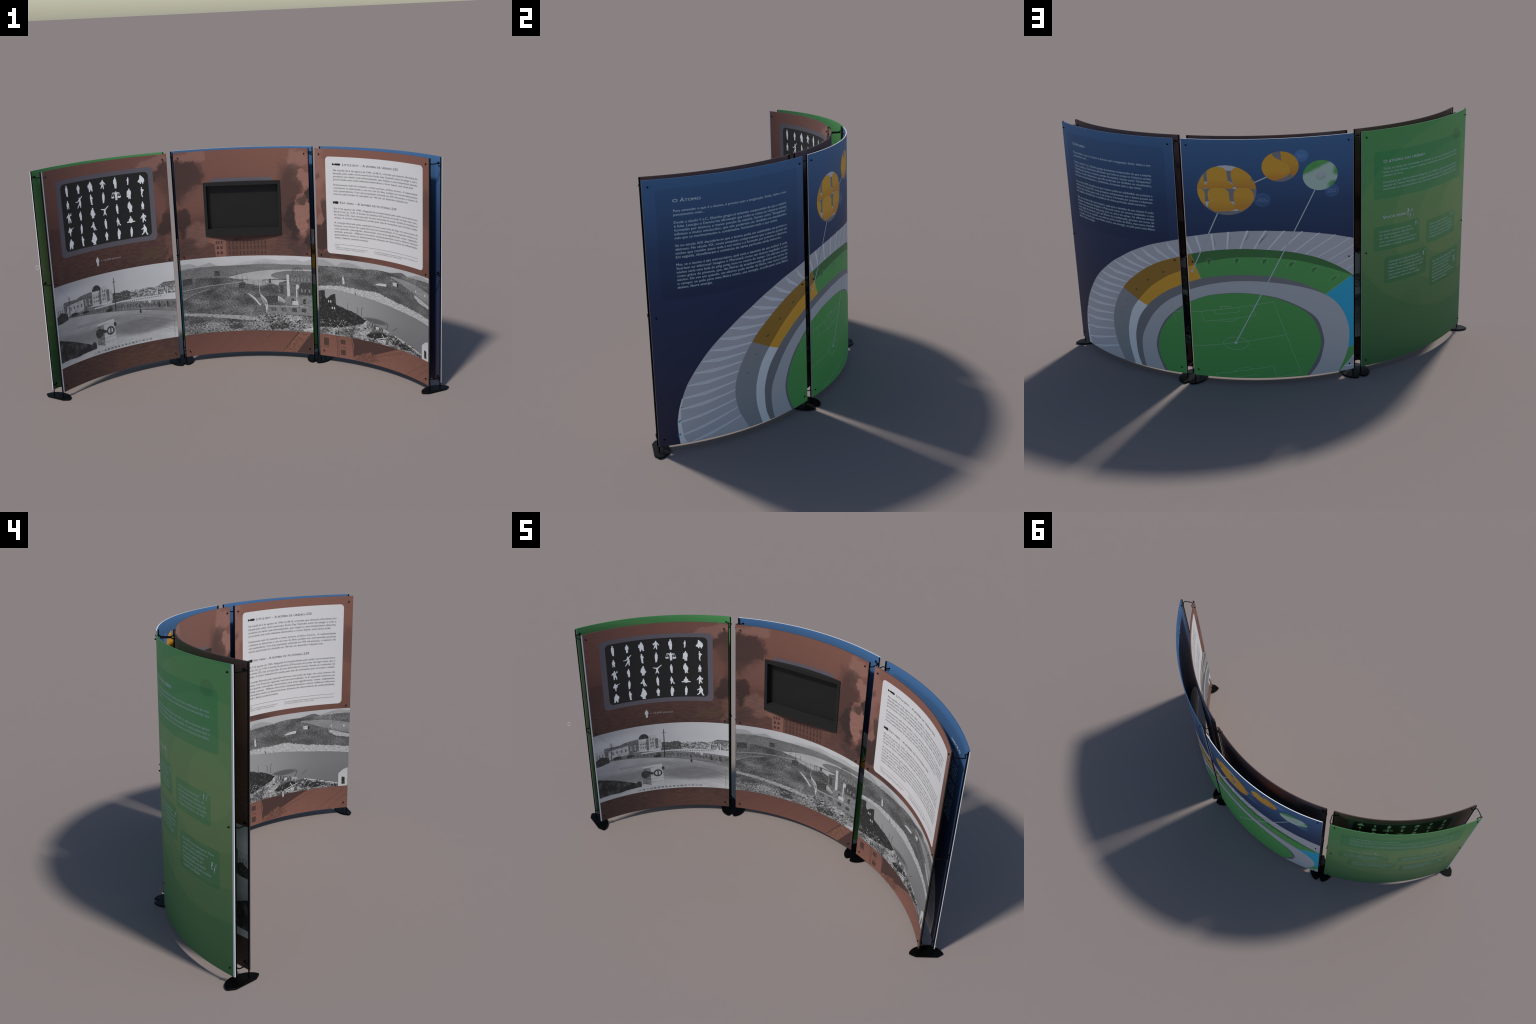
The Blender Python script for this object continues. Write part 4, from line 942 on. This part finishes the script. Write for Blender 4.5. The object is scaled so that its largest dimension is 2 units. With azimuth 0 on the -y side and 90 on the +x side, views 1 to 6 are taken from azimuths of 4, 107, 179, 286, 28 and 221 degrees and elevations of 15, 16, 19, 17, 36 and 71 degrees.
decal("magnified_seats", "back", 0, 4, gap_grey, within([(391, 1072), (400, 1062), (405, 1057), (433, 1041), (429, 1082), (410, 1081)], SMALL), within([(396, 957), (460, 978), (469, 984), (482, 972), (460, 955), (424, 951)], SMALL))
decal("magnified_seat", "back", 0, 5, fade("seat_yellow_ink", (0.8, 0.34, 0.05), (0.9, 0.46, 0.055), 965, 1005), within(curve([(391, 1073), (405, 1057), (433, 1041), (461, 1019), (469, 995), (460, 978), (430, 964), (396, 957)], 5) + ellipse(*SMALL, 50)[18:34][::-1], SMALL))
decal("pepper_grain", "back", 0, 6, plain("amber_line_ink", (0.75, 0.5, 0.12)), oval_ring(446, 1013, 15.5, 13, 1.2))
decal("pepper_grain", "back", 0, 6, plain("grain_ink", (0.3, 0.17, 0.05)), ellipse(446, 1014, 1.8, 1.8, 8))

def turf_mat():
    n = Nodes("turf_ink")
    s, z = n.print_coords("back", 0)
    w = n.noise(n.xyz(s, z, 0.0), 60.0, 6.0, 0.6)
    d = n.math("ADD", n.math("MULTIPLY", n.math("SUBTRACT", s, 0.60), -0.42), n.math("SUBTRACT", z, 1.006))
    d = n.math("ADD", d, n.math("MULTIPLY", n.math("SUBTRACT", w, 0.5), 0.02))
    m = n.step(d, -0.010, 0.008)
    m = n.math("MAXIMUM", m, n.blob(s, z, 690, 985, 32, 26, 0.35, w, 0.4))
    m = n.math("MAXIMUM", m, n.blob(s, z, 668, 920, 34, 22, 0.35, w, 0.4))
    g = n.ramp(w, [(0.35, (0.1, 0.4, 0.1)), (0.65, (0.17, 0.52, 0.15))])
    ch = n.mix(n.blob(s, z, 603, 963, 20, 15, 0.6), (0.56, 0.72, 0.62), (0.42, 0.56, 0.5))
    return n.done(n.mix(m, ch, g))
decal("magnified_turf", "back", 0, 3, turf_mat(), ellipse(601, 968, 78, 66, 50))
decal("table_tennis_ball", "back", 0, 4, plain("ball_ink", (0.62, 0.61, 0.68)), ellipse(601, 970, 15, 12.5, 24))

leader = plain("leader_ink", (0.62, 0.72, 0.75))
decal("leader_line", "back", 0, 14, leader, bar(151, 814, 19, 540, 5.2, 4.2), ellipse(19, 540, 6.5, 6, 14))
decal("leader_line", "back", 0, 14, leader, bar(316, 951, 369, 974, 5))
decal("leader_line", "back", 0, 14, leader, bar(575, 905, 206, 207, 4.6, 4.2), ellipse(206, 207, 7, 6, 14))
bubble = blue("bubble_ink", 0, 1.5)
for cx, cz, rx, rz, rows in ((346, 873.5, 35, 29.5, ("Cadeiras", "do Maracanã")), (518.5, 1058.5, 30.5, 26.5, ("Grão de", "pimenta")), (652, 896, 32, 27, ("Bolinha de", "ping pong"))):
    decal("caption_bubble", "back", 0, 2, bubble, ellipse(cx, cz, rx, rz))
    decal("caption_bubble", "back", 0, 3, plain("bubble_line_ink", (0.16, 0.26, 0.42)), oval_ring(cx, cz, rx, rz, 1.0))
    lettering("caption_text", "back", 0, 3, plain("caption_ink", (0.3, 0.42, 0.6)), *[line(t, cx, cz + 2 - 9.5 * i, 9.5, None, 0, False, 0, 0.5) for i, t in enumerate(rows)])

# ------------------------------------------------------------------ back right: what an atom is
decal("text_ground", "back", 1, 1, blue_box, rounded(49, 655, 710, 1098, 14))
lettering("heading_text", "back", 1, 2, ink_title_blue, line("O Átomo", 114, 1043, 19, 113, 0.012, True))
ATOM = [
    (1005, [("Para entender o que é o átomo, é preciso usar a imaginação. Então, deixe o seu", 1), ("pensamento voar...", 0.24)]),
    (959, [("Desde o século V a.C., filósofos gregos já tentavam compreender do que a matéria", 1), ("é feita. Leucipo e Demócrito afirmavam que todas as coisas no Universo seriam", 1), ("formadas por átomos, a menor porção da matéria. Seriam como \"bloquinhos\"", 1), ("infinitos e muito minúsculos, que não poderiam ser divididos ou visualizados,", 1), ("mas que se movimentavam e, combinados, formavam tudo o que existe.", 0.897)]),
    (867, [("Só no século XIX descobriu-se que o átomo podia ser subdividido em prótons e", 1), ("elétrons. No século XX, novas pesquisas comprovaram que o átomo possui um", 1), ("núcleo que contém quase toda a sua massa e é formado por prótons e nêutrons.", 1), ("Em seguida, identificaram a existência de várias partículas ainda menores...", 0.94)]),
    (790, [("Mas, se o átomo é tão microscópico, qual seria o tamanho do seu núcleo? E onde", 1), ("ficariam os elétrons? Imagine o Maracanã como um átomo ampliado: o seu", 1), ("núcleo seria uma bola de ping pong, bem no centro do campo. Os elétrons seriam", 1), ("como grãos de pimenta, que, das fileiras da arquibancada, girariam em torno do", 1), ("núcleo. De vez em quando, um elétron pode mudar de fileira, mas nunca invadir", 1), ("o campo: se pula para uma fileira acima, usa energia, se pula para uma fileira", 1), ("abaixo, libera energia.", 0.275)]),
]
for z, rows in ATOM:
    lettering("body_text", "back", 1, 2, ink_pale_blue, *column(rows, 115, z, 15.4, 14.2, 523))

# ------------------------------------------------------------------ back left: uranium
for x0, z0, x1, z1 in ((61, 824, 681, 1040), (62, 584, 331, 698), (118, 420, 383, 548), (378, 558, 634, 674), (408, 338, 679, 482)):
    decal("text_ground", "back", -1, 1, green_box, rounded(x0, z0, x1, z1, 14))
lettering("heading_text", "back", -1, 2, ink_lilac, line("O átomo do urânio", 109, 987.5, 19, 245, 0.012, True))
lettering("heading_text", "back", -1, 2, ink_lilac, line("Você sabia", 109, 731.5, 19, 132, 0.012, True))
URANIUM = [(957, [("Todas as coisas são constituídas de átomos ou de suas combinações, das mais", 1), ("leves às mais densas, como o urânio, considerado um dos mais pesados que", 1), ("existem na Terra.", 0.21)]),
           (895.5, [("Descoberto por Martin Heinrich Klaproth, em 1789, é o último elemento químico", 1), ("natural da Tabela Periódica e possui radioatividade. O metal urânio livre é", 1), ("encontrado na natureza apenas sob a forma de minerais, em compostos de urânios.", 1)])]
for z, rows in URANIUM:
    lettering("body_text", "back", -1, 2, ink_pale_green, *column(rows, 110, z, 15.7, 13.6, 524))
FACTS = [(91, 668, 16.3, [("O urânio recebeu esse nome", 184), ("em homenagem à descoberta,", 199), ("em 1781, do planeta Urano,", 173), ("e foi o primeiro elemento onde se", 219), ("descobriu a emissão de radiação.", 211)]),
         (144, 519, 15.9, [("Analisando a quantidade de", 184), ("radiação do minério de urânio,", 202), ("Marie Curie concluiu que deveria", 216), ("haver outro componente e, com", 209), ("seu marido Pierre, isolou o", 173), ("polônio e, mais tarde, o rádio.", 194)]),
         (404, 644, 15.6, [("Antes da descoberta da", 157), ("radioatividade no urânio, ele", 191), ("era aplicado como corante em", 200), ("vidros e cerâmicas e na fixação", 206), ("de pigmentos da lã e da seda.", 194)]),
         (434, 453, 16.6, [("Em 1903, Henri Becquerel, Marie", 216), ("e Pierre Curie ganharam o", 178), ("prêmio Nobel de Física,", 155), ("por seus trabalhos em", 145), ("radioatividade, tornando", 165), ("Marie Curie a primeira mulher", 200), ("a ganhar um Nobel.", 128)])]
for s, z, pitch, rows in FACTS:
    lettering("body_text", "back", -1, 2, ink_pale_green, *[line(t, s, z - i * pitch, 13.6, w) for i, (t, w) in enumerate(rows)])
for s, z, k in ((248, 726, 44), (263, 711, 28), (274, 735, 24), (287, 716, 15), (301, 670, 28), (314, 668, 15), (357, 509, 30), (371, 528, 17), (590, 647, 29), (607, 647, 21), (618, 663, 16), (632, 403, 40), (647, 393, 29), (657, 415, 19)):
    lettering("question_mark", "back", -1, 2, ink_lilac, line("?", s, z, k, None, 0.02))

# ------------------------------------------------------------------ hardware
def tube(name, pts, radius, segs=10, res=6):
    """round bar along a smoothed run of points"""
    cu = bpy.data.curves.new(name, "CURVE")
    cu.dimensions = "3D"; cu.bevel_depth = radius; cu.bevel_resolution = max(1, segs // 4); cu.use_fill_caps = True
    sp = cu.splines.new("POLY")
    sp.points.add(len(pts) - 1)
    for p, c in zip(sp.points, pts):
        p.co = (*c, 1)
    o = bpy.data.objects.new(name, cu)
    COL.objects.link(o)
    me = bpy.data.meshes.new_from_object(o.evaluated_get(bpy.context.evaluated_depsgraph_get()))
    bpy.data.objects.remove(o); bpy.data.curves.remove(cu)
    me.name = name
    smooth(me, 50)
    return me

ROD_R = 0.0027
R_ROD = (1.0385, 1.0990)
HEIGHTS = (1.1098, 0.5852, 0.0612)
BOLT_IN = 0.0225 / 1.07          # angle from panel end to bolt

def bolt_mesh(unit_a, side, z, face):
    """round head through the panel, along the radius"""
    a = unit_a + side * (HALF - BOLT_IN)
    r0, r1 = (1.0365, 1.0258) if face == "front" else (1.1015, 1.1128)
    vs, fs, n = [], [], 14
    c, t = Vector((math.sin(a), math.cos(a), 0)), Vector((math.cos(a), -math.sin(a), 0))
    prof = [(r0, 0.0030), (r1 + (r0 - r1) * 0.15, 0.0032), (r1, 0.0022)]
    for r, w in prof:
        for i in range(n):
            u = 2 * math.pi * i / n
            p = Vector((0, AXIS_Y, z)) + c * r + t * (w * math.cos(u)) + Vector((0, 0, w * math.sin(u)))
            vs.append(p)
    for k in range(len(prof) - 1):
        for i in range(n):
            j = (i + 1) % n
            fs.append((k * n + i, k * n + j, (k + 1) * n + j, (k + 1) * n + i))
    fs.append(tuple(range(n))[::-1]); fs.append(tuple(range((len(prof) - 1) * n, len(prof) * n)))
    me = bpy.data.meshes.new("bolt")
    me.from_pydata(vs, [], fs)
    me.materials.append(black_metal)
    bm = bmesh.new(); bm.from_mesh(me); bmesh.ops.recalc_face_normals(bm, faces=bm.faces); bm.to_mesh(me); bm.free()
    smooth(me, 40)
    return me

HOOK = curve([(1.0345, -22.5), (1.041, -23), (1.0455, -19), (1.0458, -9), (1.0458, -1), (1.0475, 3), (1.0525, 5), (1.069, 5.4), (1.086, 5.5), (1.0905, 3), (1.092, -2), (1.0922, -13), (1.095, -18.5), (1.1035, -20.5)], 5)

def foot_mesh(unit_a, side, lift):
    """plate: long oval cut straight on the outer side, rounded rim"""
    R0 = 1.0705
    half = [(0, -46), (20, -45), (38, -40), (54, -32), (66, -21.5), (74.5, -10), (78, 0), (77, 6), (66, 13.5), (50, 22.6)]
    c = curve(half, 4)
    out = c + [(-x, t) for x, t in c[::-1]][:-1]
    vs, fs = [], []
    n = len(out)
    end = unit_a + side * HALF
    def ringv(inset, z):
        for x, t in out:
            k = 1 - inset / 60
            vs.append(polar(R0 + x * k / 1000, end + side * (-12 + (t + 12) * k) / 1000 / 1.07, z))
    for inset, z in ((0.4, 0.0 + lift * 0.3), (0, 0.0012 + lift), (0, 0.0036 + lift), (0.8, 0.0046 + lift)):
        ringv(inset, z)
    for k in range(3):
        for i in range(n):
            j = (i + 1) % n
            fs.append((k * n + i, k * n + j, (k + 1) * n + j, (k + 1) * n + i))
    fs.append(tuple(range(n))); fs.append(tuple(range(3 * n, 4 * n)))
    me = bpy.data.meshes.new("foot_plate")
    me.from_pydata(vs, [], fs)
    me.materials.append(black_metal)
    bm = bmesh.new(); bm.from_mesh(me); bmesh.ops.recalc_face_normals(bm, faces=bm.faces); bm.to_mesh(me); bm.free()
    smooth(me, 35)
    return me

for unit in (-1, 0, 1):
    ua = unit * STEP
    for side in (-1, 1):
        lift = 0.0006 if (unit + 1) % 2 else 0.0
        foot = link("foot_plate", foot_mesh(ua, side, lift), root)
        end = ua + side * HALF
        for r in R_ROD:
            a = end - side * 0.0003
            link("upright_rod", tube("upright_rod", [polar(r, a, 0.003), polar(r, a, Z1)], ROD_R, 12), root, [black_metal])
        for z in HEIGHTS:
            pts = [polar(r, end + side * t / 1000 / 1.07, z) for r, t in HOOK]
            link("spacer_hook", tube("spacer_hook", pts, 0.0023, 8), root, [black_metal])
            for face in ("front", "back"):
                link("bolt", bolt_mesh(ua, side, z, face), PANELS[face, unit])

# ------------------------------------------------------------------ television let into the middle front panel
TV_X = (-0.2047, 0.1945)
TV_Z = (0.6845, 0.9712)
TV_Y = (0.2642, 0.3125)     # front plane, back plane
SCREEN_X = (-0.1905, 0.1812)
SCREEN_Z = (0.7228, 0.9532)
SCREEN_Y = 0.2955
tv_black = plain("television_plastic", 0.0185, 0.5, 0.2)
screen_black = plain("television_screen", 0.0165, 0.45, 0.2)
vs = []
for y, (x0, x1), (z0, z1) in ((TV_Y[0], TV_X, TV_Z), (TV_Y[0], SCREEN_X, SCREEN_Z), (SCREEN_Y, SCREEN_X, SCREEN_Z), (TV_Y[1], TV_X, TV_Z)):
    vs += [(x0, y, z0), (x1, y, z0), (x1, y, z1), (x0, y, z1)]
fs = []
for i in range(4):
    j = (i + 1) % 4
    fs += [(i, j, 4 + j, 4 + i), (4 + i, 4 + j, 8 + j, 8 + i), (j, i, 12 + i, 12 + j)]
fs += [(12, 15, 14, 13), (8, 9, 10, 11)]
me = bpy.data.meshes.new("television_frame")
me.from_pydata(vs, [], fs)
tv = link("television", me, root, [tv_black])
sm = bpy.data.meshes.new("screen")
ins = 0.0015
sm.from_pydata([(SCREEN_X[0] + ins, SCREEN_Y - 0.001, SCREEN_Z[0] + ins), (SCREEN_X[1] - ins, SCREEN_Y - 0.001, SCREEN_Z[0] + ins), (SCREEN_X[1] - ins, SCREEN_Y - 0.001, SCREEN_Z[1] - ins), (SCREEN_X[0] + ins, SCREEN_Y - 0.001, SCREEN_Z[1] - ins)], [], [(0, 1, 2, 3)])
link("screen", sm, tv, [screen_black])

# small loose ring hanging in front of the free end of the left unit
bm = bmesh.new()
N, R, r = 32, 0.0088, 0.0011
rows = [[bm.verts.new((-0.9235 + (R + r * math.cos(v)) * math.cos(u), -0.3583 + r * math.sin(v), 0.709 + (R + r * math.cos(v)) * math.sin(u)))
         for v in (2 * math.pi * k / 8 for k in range(8))] for u in (2 * math.pi * i / N for i in range(N))]
for i in range(N):
    for k in range(8):
        bm.faces.new((rows[i][k], rows[(i + 1) % N][k], rows[(i + 1) % N][(k + 1) % 8], rows[i][(k + 1) % 8]))
bmesh.ops.recalc_face_normals(bm, faces=bm.faces)
me = bpy.data.meshes.new("ring")
bm.to_mesh(me); bm.free(); smooth(me)
link("ring", me, root, [plain("ring_white", (0.55, 0.55, 0.58))])
